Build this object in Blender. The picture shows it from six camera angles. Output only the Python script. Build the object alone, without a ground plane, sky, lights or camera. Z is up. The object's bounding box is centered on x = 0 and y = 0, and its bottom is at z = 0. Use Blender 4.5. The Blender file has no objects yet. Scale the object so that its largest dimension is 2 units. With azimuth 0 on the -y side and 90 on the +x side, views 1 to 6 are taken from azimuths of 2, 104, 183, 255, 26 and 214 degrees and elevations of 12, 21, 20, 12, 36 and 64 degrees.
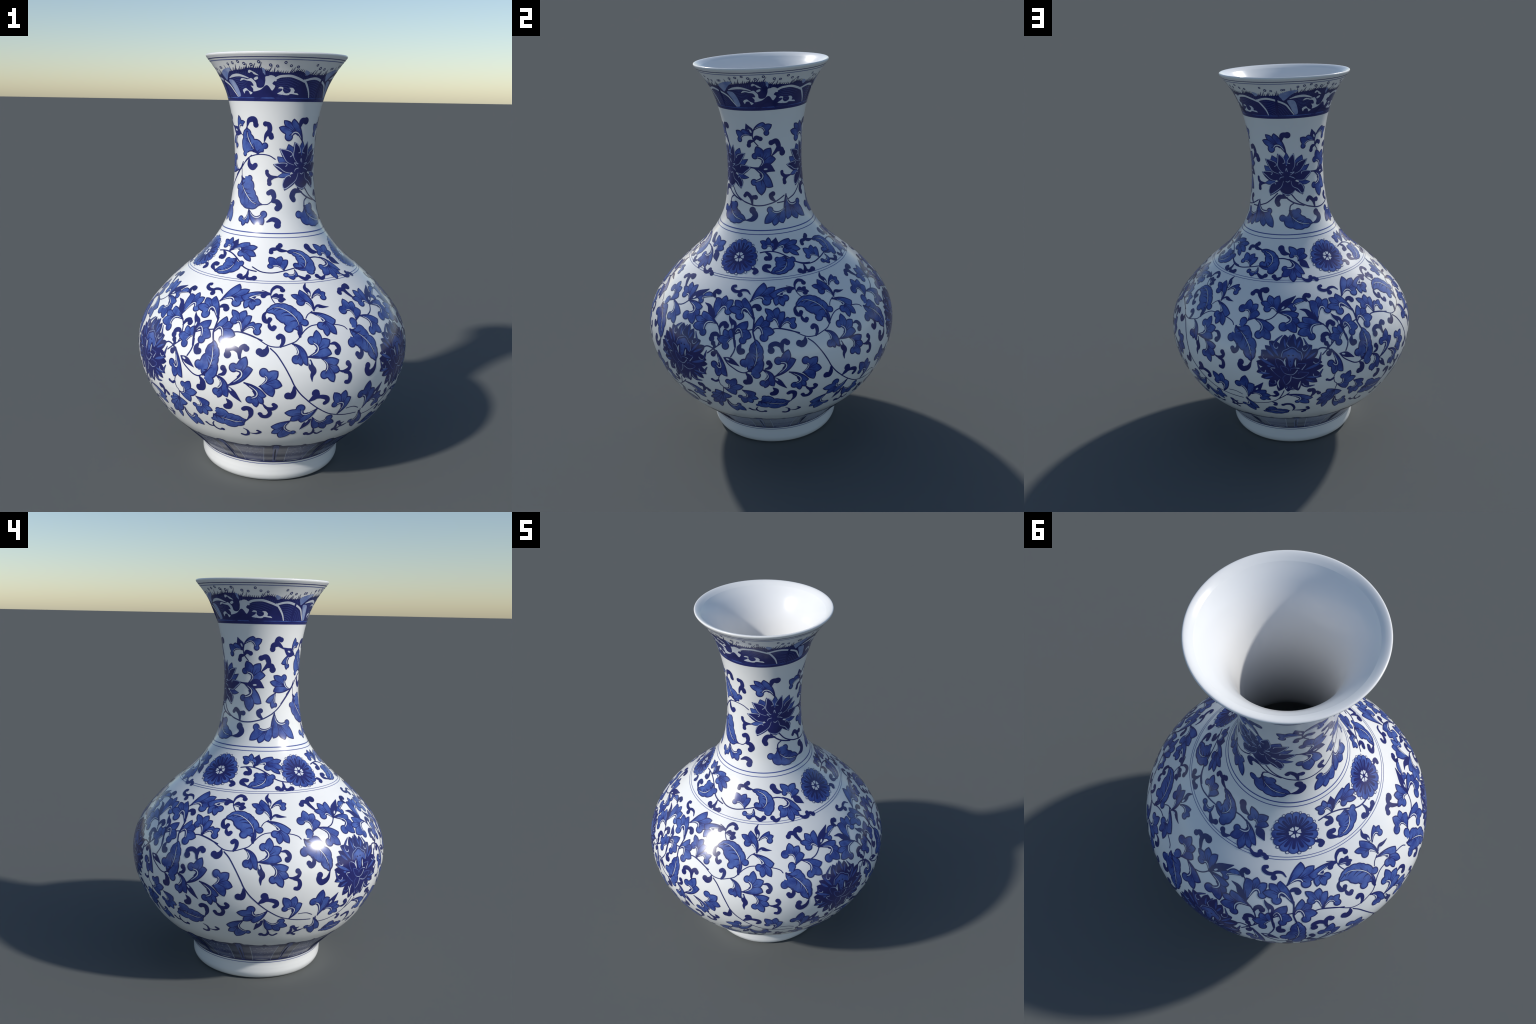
# Blue-and-white porcelain bottle vase: a thrown, hollow body with a flared mouth,
# covered in underglaze-blue painted ornament (scrolling peony vine, lotus neck,
# chrysanthemum shoulder, wave border under the lip, lappet border above the foot).
# Every painted motif is a thin film of pigment that follows the glaze surface.
import bpy, math, random
import numpy as np
from mathutils import Vector
from mathutils.geometry import delaunay_2d_cdt

random.seed(7)
RNG = np.random.default_rng(7)

# ------------------------------------------------------------------ profile
# (height, radius) of the outside, from the foot to the lip
PROFILE = [(0.0, .3205), (.012, .3325), (.03, .3417), (.06, .3447), (.08, .3447), (.095, .3462), (.11, .3515),
           (.13, .3655), (.15, .3838), (.18, .4115), (.21, .4430), (.25, .4870), (.3, .5362), (.36, .5792),
           (.43, .6193), (.5, .6478), (.57, .663), (.64, .6658), (.7, .6560), (.76, .6328), (.82, .5966),
           (.88, .5455), (.94, .4882), (1.0, .4195), (1.06, .3502), (1.12, .2963), (1.18, .2537), (1.25, .2216),
           (1.33, .204), (1.41, .1941), (1.5, .1904), (1.6, .1941), (1.7, .2053), (1.78, .2219), (1.85, .2438),
           (1.91, .2738), (1.955, .3050), (1.978, .3235), (1.989, .3325)]
# the neck was thrown a touch off the axis of the belly: (height, dx, dy)
LEAN = [(1.0, 0, 0), (1.2, -.0065, 0), (1.5, -.006, .0025), (1.8, -.0046, .005), (2.0, -.004, .0075)]
PZ = np.array([p[0] for p in PROFILE]); PR = np.array([p[1] for p in PROFILE])
LZ = [p[0] for p in LEAN]; LX = [p[1] for p in LEAN]; LY = [p[2] for p in LEAN]

def hermite(xc, yc, x):
    h = np.diff(xc); d = np.diff(yc) / h
    m = np.empty(len(xc)); m[0] = d[0]; m[-1] = d[-1]
    m[1:-1] = (d[:-1] * h[1:] + d[1:] * h[:-1]) / (h[1:] + h[:-1])
    k = np.clip(np.searchsorted(xc, x) - 1, 0, len(h) - 1); t = (x - xc[k]) / h[k]
    return ((2*t**3 - 3*t**2 + 1) * yc[k] + (t**3 - 2*t**2 + t) * h[k] * m[k]
            + (-2*t**3 + 3*t**2) * yc[k+1] + (t**3 - t**2) * h[k] * m[k+1])

ZT = np.linspace(0, PZ[-1], 3000)                 # fine tables along the profile
RT = hermite(PZ, PR, ZT)
ST = np.concatenate([[0], np.cumsum(np.hypot(np.diff(ZT), np.diff(RT)))])   # arc length
DR = np.gradient(RT, ST); DZ = np.gradient(ZT, ST)

def height_to_arc(z): return float(np.interp(z, ZT, ST))
def radius_at(z): return float(np.interp(z, ZT, RT))

def surface(phi, s, lift=0.0):
    """Point and normal on the outside; phi in degrees (0 = -y, 90 = +x), s = arc length."""
    z = np.interp(s, ST, ZT); r = np.interp(s, ST, RT)
    nr = np.interp(s, ST, DZ); nz = -np.interp(s, ST, DR)
    a = np.radians(phi)
    n = np.stack([nr*np.sin(a), -nr*np.cos(a), nz], -1); n /= np.linalg.norm(n, axis=-1)[..., None]
    p = np.stack([r*np.sin(a) + np.interp(z, LZ, LX), -r*np.cos(a) + np.interp(z, LZ, LY), z], -1)
    return p + n*lift, n

# ------------------------------------------------------------------ materials
def pigment(name, low, high, scale=9.0, rough=.2, spread=(.3, .72), detail=4.0):
    m = bpy.data.materials.new(name); m.use_nodes = True
    nt = m.node_tree; b = nt.nodes['Principled BSDF']
    co = nt.nodes.new('ShaderNodeTexCoord')
    nz = nt.nodes.new('ShaderNodeTexNoise'); nz.inputs['Scale'].default_value = scale
    nz.inputs['Detail'].default_value = detail; nz.inputs['Roughness'].default_value = .55
    rp = nt.nodes.new('ShaderNodeValToRGB')
    rp.color_ramp.elements[0].position = spread[0]; rp.color_ramp.elements[1].position = spread[1]
    rp.color_ramp.elements[0].color = (*low, 1); rp.color_ramp.elements[1].color = (*high, 1)
    nt.links.new(co.outputs['Object'], nz.inputs['Vector'])
    nt.links.new(nz.outputs['Fac'], rp.inputs['Fac'])
    nt.links.new(rp.outputs['Color'], b.inputs['Base Color'])
    b.inputs['Roughness'].default_value = rough
    b.inputs['IOR'].default_value = 1.5
    return m

GLAZE = pigment('white_glaze', (.855, .857, .850), (.885, .886, .878), scale=2.5)
LINE = pigment('cobalt_line', (.017, .021, .130), (.027, .033, .185), scale=14)
WASH = pigment('cobalt_wash', (.026, .049, .262), (.078, .138, .435), scale=20, spread=(.33, .64))
DEEP = pigment('cobalt_deep', (.016, .019, .120), (.024, .028, .165), scale=16)
PALE = pigment('cobalt_pale', (.15, .22, .50), (.38, .45, .66), scale=18)
RESERVE = pigment('white_reserve', (.60, .65, .75), (.76, .78, .81), scale=12)
THIN = pigment('cobalt_thin_line', (.045, .070, .300), (.090, .130, .380), scale=6)
SLATE = pigment('slate_cobalt', (.026, .031, .085), (.036, .043, .115), scale=6)
MATS = {'line': LINE, 'wash': WASH, 'deep': DEEP, 'pale': PALE, 'white': RESERVE, 'thin': THIN, 'slate': SLATE}
ORDER = list(MATS)

# ------------------------------------------------------------------ scene graph
COLL = bpy.context.scene.collection
def add(name, data, parent=None):
    ob = bpy.data.objects.new(name, data); COLL.objects.link(ob)
    if parent: ob.parent = parent
    return ob

VASE = add('porcelain_vase', None)
VASE['label'] = 'blue and white porcelain bottle vase with painted peony vines'
VASE['category'] = 'vase'

def finish(me, co, normals):
    for p in me.polygons: p.use_smooth = True
    me.normals_split_custom_set_from_vertices([tuple(n) for n in normals])

def lathe(name, ring_pts, parent, mat, seg=224, ring_nrm=None):
    """Surface of revolution through (r, z) points; normals come from the profile."""
    r = np.array([p[0] for p in ring_pts]); z = np.array([p[1] for p in ring_pts])
    if ring_nrm is None:
        dr = np.gradient(r); dz = np.gradient(z); ring_nrm = np.stack([dz, -dr], 1)
    ring_nrm = ring_nrm / np.linalg.norm(ring_nrm, axis=1)[:, None]
    a = np.linspace(0, 2*math.pi, seg, endpoint=False)
    cx = np.interp(z, LZ, LX); cy = np.interp(z, LZ, LY)
    co = np.stack([r[:, None]*np.sin(a) + cx[:, None], -r[:, None]*np.cos(a) + cy[:, None],
                   np.repeat(z[:, None], seg, 1)], -1).reshape(-1, 3)
    nn = np.stack([ring_nrm[:, :1]*np.sin(a), -ring_nrm[:, :1]*np.cos(a), np.repeat(ring_nrm[:, 1:], seg, 1)], -1).reshape(-1, 3)
    faces = [(i*seg+j, i*seg+(j+1) % seg, (i+1)*seg+(j+1) % seg, (i+1)*seg+j)
             for i in range(len(r)-1) for j in range(seg)]
    me = bpy.data.meshes.new(name); me.from_pydata(co.tolist(), [], faces); me.materials.append(mat)
    finish(me, co, nn)
    return add(name, me, parent)

def outside(z0, z1, n):
    s = np.linspace(height_to_arc(z0), height_to_arc(z1), n)
    pts = list(zip(np.interp(s, ST, RT), np.interp(s, ST, ZT)))
    return pts, np.stack([np.interp(s, ST, DZ), -np.interp(s, ST, DR)], 1)

def wall(name, z0, z1, n):
    pts, nr = outside(z0, z1, n)
    return lathe(name, pts, VASE, GLAZE, ring_nrm=nr)

BODY = wall('body', .112, 1.0, 220)
SHOULDER = wall('shoulder', 1.0, 1.183, 40)
NECK = wall('neck', 1.183, 1.79, 70)
MOUTH = wall('mouth', 1.79, 1.989, 50)
FOOT = wall('foot', 0.004, .112, 50)

# lip: the flaring wall ends in a thin rounded edge; inside it a funnel runs down to the floor
lip = [(.3325, 1.989), (.3343, 1.9925), (.3348, 1.9957), (.3334, 1.9985), (.3306, 2.0), (.3262, 1.9993), (.3195, 1.9967), (.3105, 1.9915), (.300, 1.9835)]
lathe('lip', lip, VASE, GLAZE)
inz = np.concatenate([np.linspace(1.9835, 1.0, 60), np.linspace(.98, .2, 40)])
inr = np.array([radius_at(z) for z in inz]) - np.interp(inz, [0, 1.0, 1.4, 1.6, 1.88, 1.95, 1.9835], [.03, .028, .026, .027, .034, .0335, .0282])
inside = list(zip(inr, inz)) + [(.36, .165), (.3, .15), (.15, .147), (.001, .147)]
inside[0] = (.300, 1.9835)
lathe('interior', inside, VASE, GLAZE)
# foot ring: rounded tread, recessed underside
tread = [(.001, .05), (.2, .05), (.275, .045), (.288, .03), (.291, .006), (.297, .0), (.309, .0), (.3165, .0015), (.3235, .004)]
lathe('foot_ring', tread, FOOT, GLAZE)

# ------------------------------------------------------------------ 2D drawing kit
def catmull(pts, step=.004, closed=False):
    P = np.array(pts, float); n = len(P)
    if n == 2 and not closed: P = np.array([P[0], (P[0]+P[1])/2, P[1]]); n = 3
    out = []
    rng = range(n if closed else n-1)
    for i in rng:
        p0, p1, p2, p3 = (P[(i-1) % n], P[i], P[(i+1) % n], P[(i+2) % n]) if closed else \
            (P[max(i-1, 0)], P[i], P[i+1], P[min(i+2, n-1)])
        if not closed and i == 0: p0 = 2*p1 - p2
        if not closed and i == n-2: p3 = 2*p2 - p1
        k = max(2, int(np.linalg.norm(p2-p1)/step)); t = np.linspace(0, 1, k, endpoint=False)[:, None]
        out.append(.5*((2*p1) + (-p0+p2)*t + (2*p0-5*p1+4*p2-p3)*t**2 + (-p0+3*p1-3*p2+p3)*t**3))
    if not closed: out.append(P[-1:])
    return np.vstack(out)

def bez(p, q, r, step=.004):
    k = max(3, int((np.linalg.norm(q-p)+np.linalg.norm(r-q))/step)); t = np.linspace(0, 1, k)[:, None]
    return (1-t)**2*p + 2*t*(1-t)*q + t**2*r

def bez3(a, b, c, d, step=.004):
    k = max(4, int((np.linalg.norm(b-a)+np.linalg.norm(c-b)+np.linalg.norm(d-c))/step)); t = np.linspace(0, 1, k)[:, None]
    return (1-t)**3*a + 3*t*(1-t)**2*b + 3*t*t*(1-t)*c + t**3*d

def perp(v): return np.array([-v[1], v[0]])
def unit(v): return v/(np.linalg.norm(v)+1e-9)

class Sheet:
    """A flat drawing in local metres that is later laid on the vase."""
    def __init__(self, pts):
        self.phi0 = float(np.mean([p[0] for p in pts])); z0 = float(np.mean([p[1] for p in pts]))
        self.r0 = radius_at(z0); self.s0 = height_to_arc(z0); self.shapes = []
    def at(self, p):
        return np.array([math.radians(p[0]-self.phi0)*self.r0, height_to_arc(p[1])-self.s0])
    def all(self, ps): return [self.at(p) for p in ps]
    def poly(self, pts, mat, pri): self.shapes.append((np.asarray(pts), mat, pri))
    def disc(self, c, r, mat, pri, ry=None, rot=0., n=None):
        n = n or max(8, int(2*math.pi*r/.003)); a = np.linspace(0, 2*math.pi, n, endpoint=False)
        x = r*np.cos(a); y = (ry or r)*np.sin(a)
        self.poly(np.stack([c[0]+x*math.cos(rot)-y*math.sin(rot), c[1]+x*math.sin(rot)+y*math.cos(rot)], 1), mat, pri)
    def stroke(self, path, w, mat, pri, closed=False, cap=True):
        """w: constant or list of widths along the path; drawn as short quads."""
        P = np.asarray(path, float)
        if closed: P = np.vstack([P, P[:1]])
        seg = np.linalg.norm(np.diff(P, axis=0), axis=1); P = P[np.concatenate([[True], seg > 1e-6])]
        if len(P) < 2: return
        u = np.concatenate([[0], np.cumsum(np.linalg.norm(np.diff(P, axis=0), axis=1))]); u /= u[-1]
        W = np.interp(u, np.linspace(0, 1, len(w)), w) if hasattr(w, '__len__') else np.full(len(P), w)
        T = np.gradient(P, axis=0); T /= np.linalg.norm(T, axis=1)[:, None] + 1e-9
        N = np.stack([-T[:, 1], T[:, 0]], 1)
        A = P + N*W[:, None]/2; B = P - N*W[:, None]/2
        for i in range(len(P)-1):
            self.poly([B[i], B[i+1], A[i+1], A[i]], mat, pri)
        if closed or cap:
            ang = np.degrees(np.arccos(np.clip((T[:-1]*T[1:]).sum(1), -1, 1)))
            for i in ([0, len(P)-1] if not closed else [0]):
                if W[i] > .0012: self.disc(P[i], W[i]/2, mat, pri, n=10)
            for i in np.where(ang > 22)[0]: self.disc(P[i], W[i]/2, mat, pri, n=8)
    fill = poly
    def build(self, name, parent, lift, grid=None):
        """Cut the plane along all outlines, give each piece the topmost shape that covers it."""
        verts = []; edges = []
        for pts, _, _ in self.shapes:
            n0 = len(verts); verts += pts.tolist()
            edges += [(n0+i, n0+(i+1) % len(pts)) for i in range(len(pts))]
        V = np.array(verts); lo = V.min(0); hi = V.max(0)
        g = grid or (.022 if self.r0 > .3 else .011)
        gx = np.arange(lo[0]+g*.37, hi[0], g); gy = np.arange(lo[1]+g*.41, hi[1], g)
        verts += [(float(x) + .13*g*math.sin(7*y/g), float(y) + .11*g*math.cos(5*x/g)) for x in gx for y in gy]
        vo, _, fo, _, _, _ = delaunay_2d_cdt([Vector((x, y)) for x, y in verts], edges, [], 0, 1e-5)
        vo = np.array([(v.x, v.y) for v in vo]); F = np.array([f[:3] for f in fo])
        e1 = vo[F[:, 1]]-vo[F[:, 0]]; e2 = vo[F[:, 2]]-vo[F[:, 0]]
        F = F[np.abs(e1[:, 0]*e2[:, 1]-e1[:, 1]*e2[:, 0]) > 1e-11]
        cen = vo[F].mean(1); o = np.argsort(cen[:, 0]); F = F[o]; cen = cen[o]
        best = np.full(len(F), -1); pri = np.full(len(F), -1.0)
        for k, (P, _, pr) in enumerate(self.shapes):
            i0, i1 = np.searchsorted(cen[:, 0], (P[:, 0].min(), P[:, 0].max()))
            if i1 <= i0: continue
            cx, cy = cen[i0:i1, 0], cen[i0:i1, 1]; Q = np.roll(P, -1, 0)
            if len(P) <= 4 or i1-i0 < 4000:
                x1, y1, x2, y2 = P[:, :1], P[:, 1:], Q[:, :1], Q[:, 1:]
                left = (x2-x1)*(cy-y1) - (cx-x1)*(y2-y1)
                wn = ((y1 <= cy) & (y2 > cy) & (left > 0)).sum(0).astype(int) - ((y1 > cy) & (y2 <= cy) & (left < 0)).sum(0)
            else:
                wn = np.zeros(i1-i0, int)
                for (x1, y1), (x2, y2) in zip(P, Q):
                    left = (x2-x1)*(cy-y1) - (cx-x1)*(y2-y1)
                    wn += ((y1 <= cy) & (y2 > cy) & (left > 0)).astype(int) - ((y1 > cy) & (y2 <= cy) & (left < 0)).astype(int)
            hit = np.where((wn != 0) & (pr > pri[i0:i1]))[0] + i0
            pri[hit] = pr; best[hit] = k
        sel = best >= 0; F = F[sel]; best = best[sel]
        uv, inv = np.unique(F, return_inverse=True); vo = vo[uv]; F = inv.reshape(-1, 3)
        used = sorted({self.shapes[k][1] for k in best}, key=ORDER.index); slot = {m: i for i, m in enumerate(used)}
        p, n = surface(self.phi0 + STATE['turn'] + np.degrees(vo[:, 0]/self.r0), self.s0 + vo[:, 1], lift)
        me = bpy.data.meshes.new(name); me.from_pydata(p.tolist(), [], F.tolist())
        for m in used: me.materials.append(MATS[m])
        me.polygons.foreach_set('material_index', [slot[self.shapes[k][1]] for k in best]); finish(me, p, n)
        return add(name, me, parent)

# ------------------------------------------------------------------ motif vocabulary
LW = .0054                                        # brush outline
STATE = {'parent': BODY, 'repeat': 1, 'lift': .0006, 'n': 0, 'turn': 0.0}

def emit(sheet, name, lift=0.0, grid=None):
    STATE['n'] += 1
    ob = sheet.build(name, STATE['parent'], STATE['lift'] + lift + (STATE['n'] % 23)*.00001, grid)
    for k in range(1, STATE['repeat']):
        c = ob.copy(); COLL.objects.link(c); c.rotation_euler = (0, 0, math.radians(360/STATE['repeat']*k))
    return ob

def stem(pts, w):
    S = Sheet(pts); S.stroke(catmull(S.all(pts)), w*1.32, 'line', 1); emit(S, 'vine_stem', -.0003)

def curl(pts, w0, w1, r):
    w0 *= 1.25; w1 *= 1.22; r *= 1.24
    S = Sheet(pts); P = catmull(S.all(pts), .003)
    S.stroke(P, [w0, w0*.55+w1*.45, w0*.15+w1*.85, w1, w1, w1*.9], 'line', 1); S.disc(P[-1], r, 'line', 1)
    emit(S, 'tendril')

def flame(pts, w, eye=None):
    w *= 1.15
    S = Sheet(pts); P = catmull(S.all(pts), .003)
    S.stroke(P, [w*.35, w*.7, w*.95, w, w*.85, w*.6, w*.35, w*.1], 'line', 1)
    if eye:
        e = S.at(eye); d = P[len(P)//3]-P[0]
        S.disc(e, .0095, 'white', 3, ry=.0042, rot=math.atan2(d[1], d[0]))
    emit(S, 'bract')

def lobes(tips, hub, pull=.27):
    """Pointed lobes: path through the tips with notches pulled toward the hub."""
    out = []; notches = []
    for a, b in zip(tips[:-1], tips[1:]):
        n = (a+b)/2; n = n + (hub-n)*pull; notches.append(n)
        mid = (tips[0]+tips[-1])/2
        for p, q in ((a, n), (n, b)):
            m = (p+q)/2; o = perp(q-p); o = o if np.dot(o, m-hub) > 0 else -o
            m = (p*.42+q*.58) if q is n else (p*.58+q*.42)
            out.append(bez(p, m + o*.24, q)[:-1])
    return out, notches

def hook(base, tips, bulb, r, mid, deep=False):
    """Acanthus leaf that curls back on itself: pointed lobes outside, a round bulb at the
    end of the curl, a white reserved crescent along the inner edge."""
    S = Sheet([base, mid, bulb] + list(tips))
    B, K, C = S.at(base), S.at(bulb), S.at(mid); T = S.all(tips)
    cb = np.linalg.norm(C-K)
    r = min(r, cb*.72)
    inner = K + unit(C-K)*r
    ctrl = 2*C - (B+inner)/2
    dirb = unit(ctrl-B)
    d1 = T[0]-B; L = np.linalg.norm(d1); o = unit(perp(d1)); o = -o if np.dot(o, K-B) > 0 else o
    far = np.dot(C-B, o)                            # the blade must stay wide beside the curl
    h = np.clip(max(.14*L, far + .020*np.clip(L/.10, .5, 1.1)), .10*L, .42*L)
    path = [bez3(B, B + dirb*L*.22 + o*h*.75, B + d1*.60 + o*h*1.45, T[0])[:-1]]
    lb, notches = lobes(T, C); path += lb
    last = K + unit(T[-1]-K)*min(r*1.12, np.linalg.norm(T[-1]-K)*.7)
    m = (T[-1]+last)/2; oo = perp(last-T[-1]); oo = oo if np.dot(oo, m-C) > 0 else -oo
    path.append(bez(T[-1], m + oo*.25, last)[:-1])
    a0 = math.atan2(*(last-K)[::-1]); a1 = math.atan2(*(inner-K)[::-1])
    heart = (np.mean(T, axis=0)*.5 + C*.5) - K
    best = None
    for s in (1, -1):
        da = (a1-a0)*s % (2*math.pi)
        mm = a0 + s*da/2; sc = np.dot([math.cos(mm), math.sin(mm)], unit(heart))
        if best is None or sc < best[0]: best = (sc, s*da)
    aa = np.linspace(a0, a0+best[1], max(6, int(abs(best[1])*r/.003)))
    path.append(np.stack([K[0]+r*np.cos(aa), K[1]+r*np.sin(aa)], 1)[1:])
    edge = bez(inner, ctrl, B); path.append(edge[1:-1])
    out = np.vstack(path)
    fill = 'line' if deep else 'wash'
    S.fill(out, fill, 1)
    S.stroke(out, LW, 'line', 5, closed=True)
    # crescent of reserved white following the inner edge, with its own dark border
    e = edge[::-1]; t = np.gradient(e, axis=0); t /= np.linalg.norm(t, axis=1)[:, None]+1e-9
    nn = np.stack([-t[:, 1], t[:, 0]], 1); hm = np.mean(T, axis=0)
    if np.dot(nn[len(nn)//2], hm-e[len(e)//2]) < 0: nn = -nn
    k0, k1 = int(len(e)*.16), len(e)
    taper = np.interp(np.linspace(0, 1, k1-k0), [0, .35, .8, 1], [.15, .7, 1, .7])[:, None]
    size = np.clip(L/.11, .5, 1.0)
    S.stroke((e[k0:k1] + nn[k0:k1]*.0062*size*taper), [.0014, .0034*size, .0050*size, .0048*size, .003*size], 'white', 6)
    S.stroke((e[k0:k1] + nn[k0:k1]*.0112*size*taper), [.003, .0046*size, .0046*size, .002], 'line', 4, cap=False)
    # veins toward the notches and tips, into the bulb, and the shaded root
    root = C + unit(hm-C)*.013*size
    for i, n in enumerate(notches):
        c = (root+n)/2 + (B-C)*.10
        S.stroke(bez(B*.3+root*.7, c, root*.3+n*.7), [.0075*size, .0062*size, .0018], 'line', 3)
        S.stroke(bez(root*.45+n*.55, n*.8+root*.2, n), [.0012, .0046*size], 'line', 3)
    for t in T[1:]:
        S.stroke(bez(B*.2+root*.8, (root+t)/2 + (B-C)*.06, root*.5+t*.5), [.005*size, .004*size, .0009], 'line', 3)
    v = bez(inner + unit(hm-inner)*.007*size, K*.6+inner*.4+unit(hm-K)*r*.45, K + unit(hm-K)*r*.2)
    S.stroke(v, [.0055*size, .0045*size, .001], 'line', 3)
    q = path[0]; q = q[:max(3, int(len(q)*.75))]
    v = np.linspace(0, 1, len(q))[:, None]*(root-B)*.45
    S.stroke(q*.62 + (B+v)*.38, [.008*size, .0065*size, .0045*size, .001], 'line', 3)
    S.stroke(q*.90 + (B+v)*.10, [.007*size, .004*size, .002*size], 'line', 3)
    g = bez(B, B*.45+C*.35+q[len(q)//2]*.2, B*.1+C*.5+root*.4)
    S.stroke(g, [.004, .006*size, .005*size, .002], 'line', 2.5)
    emit(S, 'leaf')

def fan(base, tips):
    S = Sheet([base]+list(tips)); B = S.at(base); T = S.all(tips); hub = B*.55 + np.mean(T, axis=0)*.45
    lb, notches = lobes(T, hub, .3)
    def side(p, q):
        m = (p+q)/2; o = perp(q-p); o = o if np.dot(o, m-hub) > 0 else -o
        return bez(p, m+o*.12, q)[:-1]
    out = np.vstack([side(B, T[0])] + lb + [side(T[-1], B)])
    S.fill(out, 'wash', 1); S.stroke(out, LW, 'line', 5, closed=True)
    for n in notches:
        S.stroke(bez(B, (B+n)/2 + perp(n-B)*.06, n), [.004, .003, .0015], 'line', 3)
    emit(S, 'leaf')

def feather(rib, left, right, ears):
    """Long scalloped leaf with a pale midrib and two round ears at its root."""
    S = Sheet(list(rib)+list(left)+list(right)); M = S.all(rib); A = S.all(left); Bp = S.all(right)
    def scallop(pts):
        res = []
        for p, q in zip(pts[:-1], pts[1:]):
            m = (p+q)/2; c = min(M, key=lambda x: np.linalg.norm(x-m)); o = perp(q-p); o = o if np.dot(o, m-c) > 0 else -o
            res.append(bez(p, m + o*.24, q)[:-1])
        return res
    out = np.vstack(scallop([M[0]]+A+[M[-1]]) + scallop([M[-1]]+Bp[::-1]+[M[0]]))
    S.fill(out, 'wash', 2); S.stroke(out, LW, 'line', 3, closed=True)
    for p, r in ears:
        c = S.at(p); S.disc(c, r+LW/2, 'line', 1); S.disc(c, r-LW/2, 'wash', 4)
        j = min(A+Bp, key=lambda x: np.linalg.norm(x-c)); i = min(M, key=lambda x: np.linalg.norm(x-j)); j = j*.6+i*.4
        S.stroke([c, j*.6+c*.4, j], [r*1.5, r*1.35, r*1.2], 'wash', 4, cap=False)
    R = catmull(M, .004); n = len(R)
    S.stroke(R, [.011, .009, .0065, .003], 'line', 6)
    S.stroke(R[int(n*.22):int(n*.85)], [.001, .0034, .0034, .001], 'white', 7)
    for k, f in enumerate(np.linspace(.05, .8, 7)):
        p = R[int(f*(n-1))]; q = R[min(n-1, int((f+.16)*(n-1)))]
        for side in (A, Bp):
            w = min(side, key=lambda x: np.linalg.norm(x-q)); e = p*.40+w*.60
            S.stroke(bez(p, (p+q)/2*.6+e*.4, e), [.0075, .0050, .0010], 'line', 5)
    emit(S, 'leaf')

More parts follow.
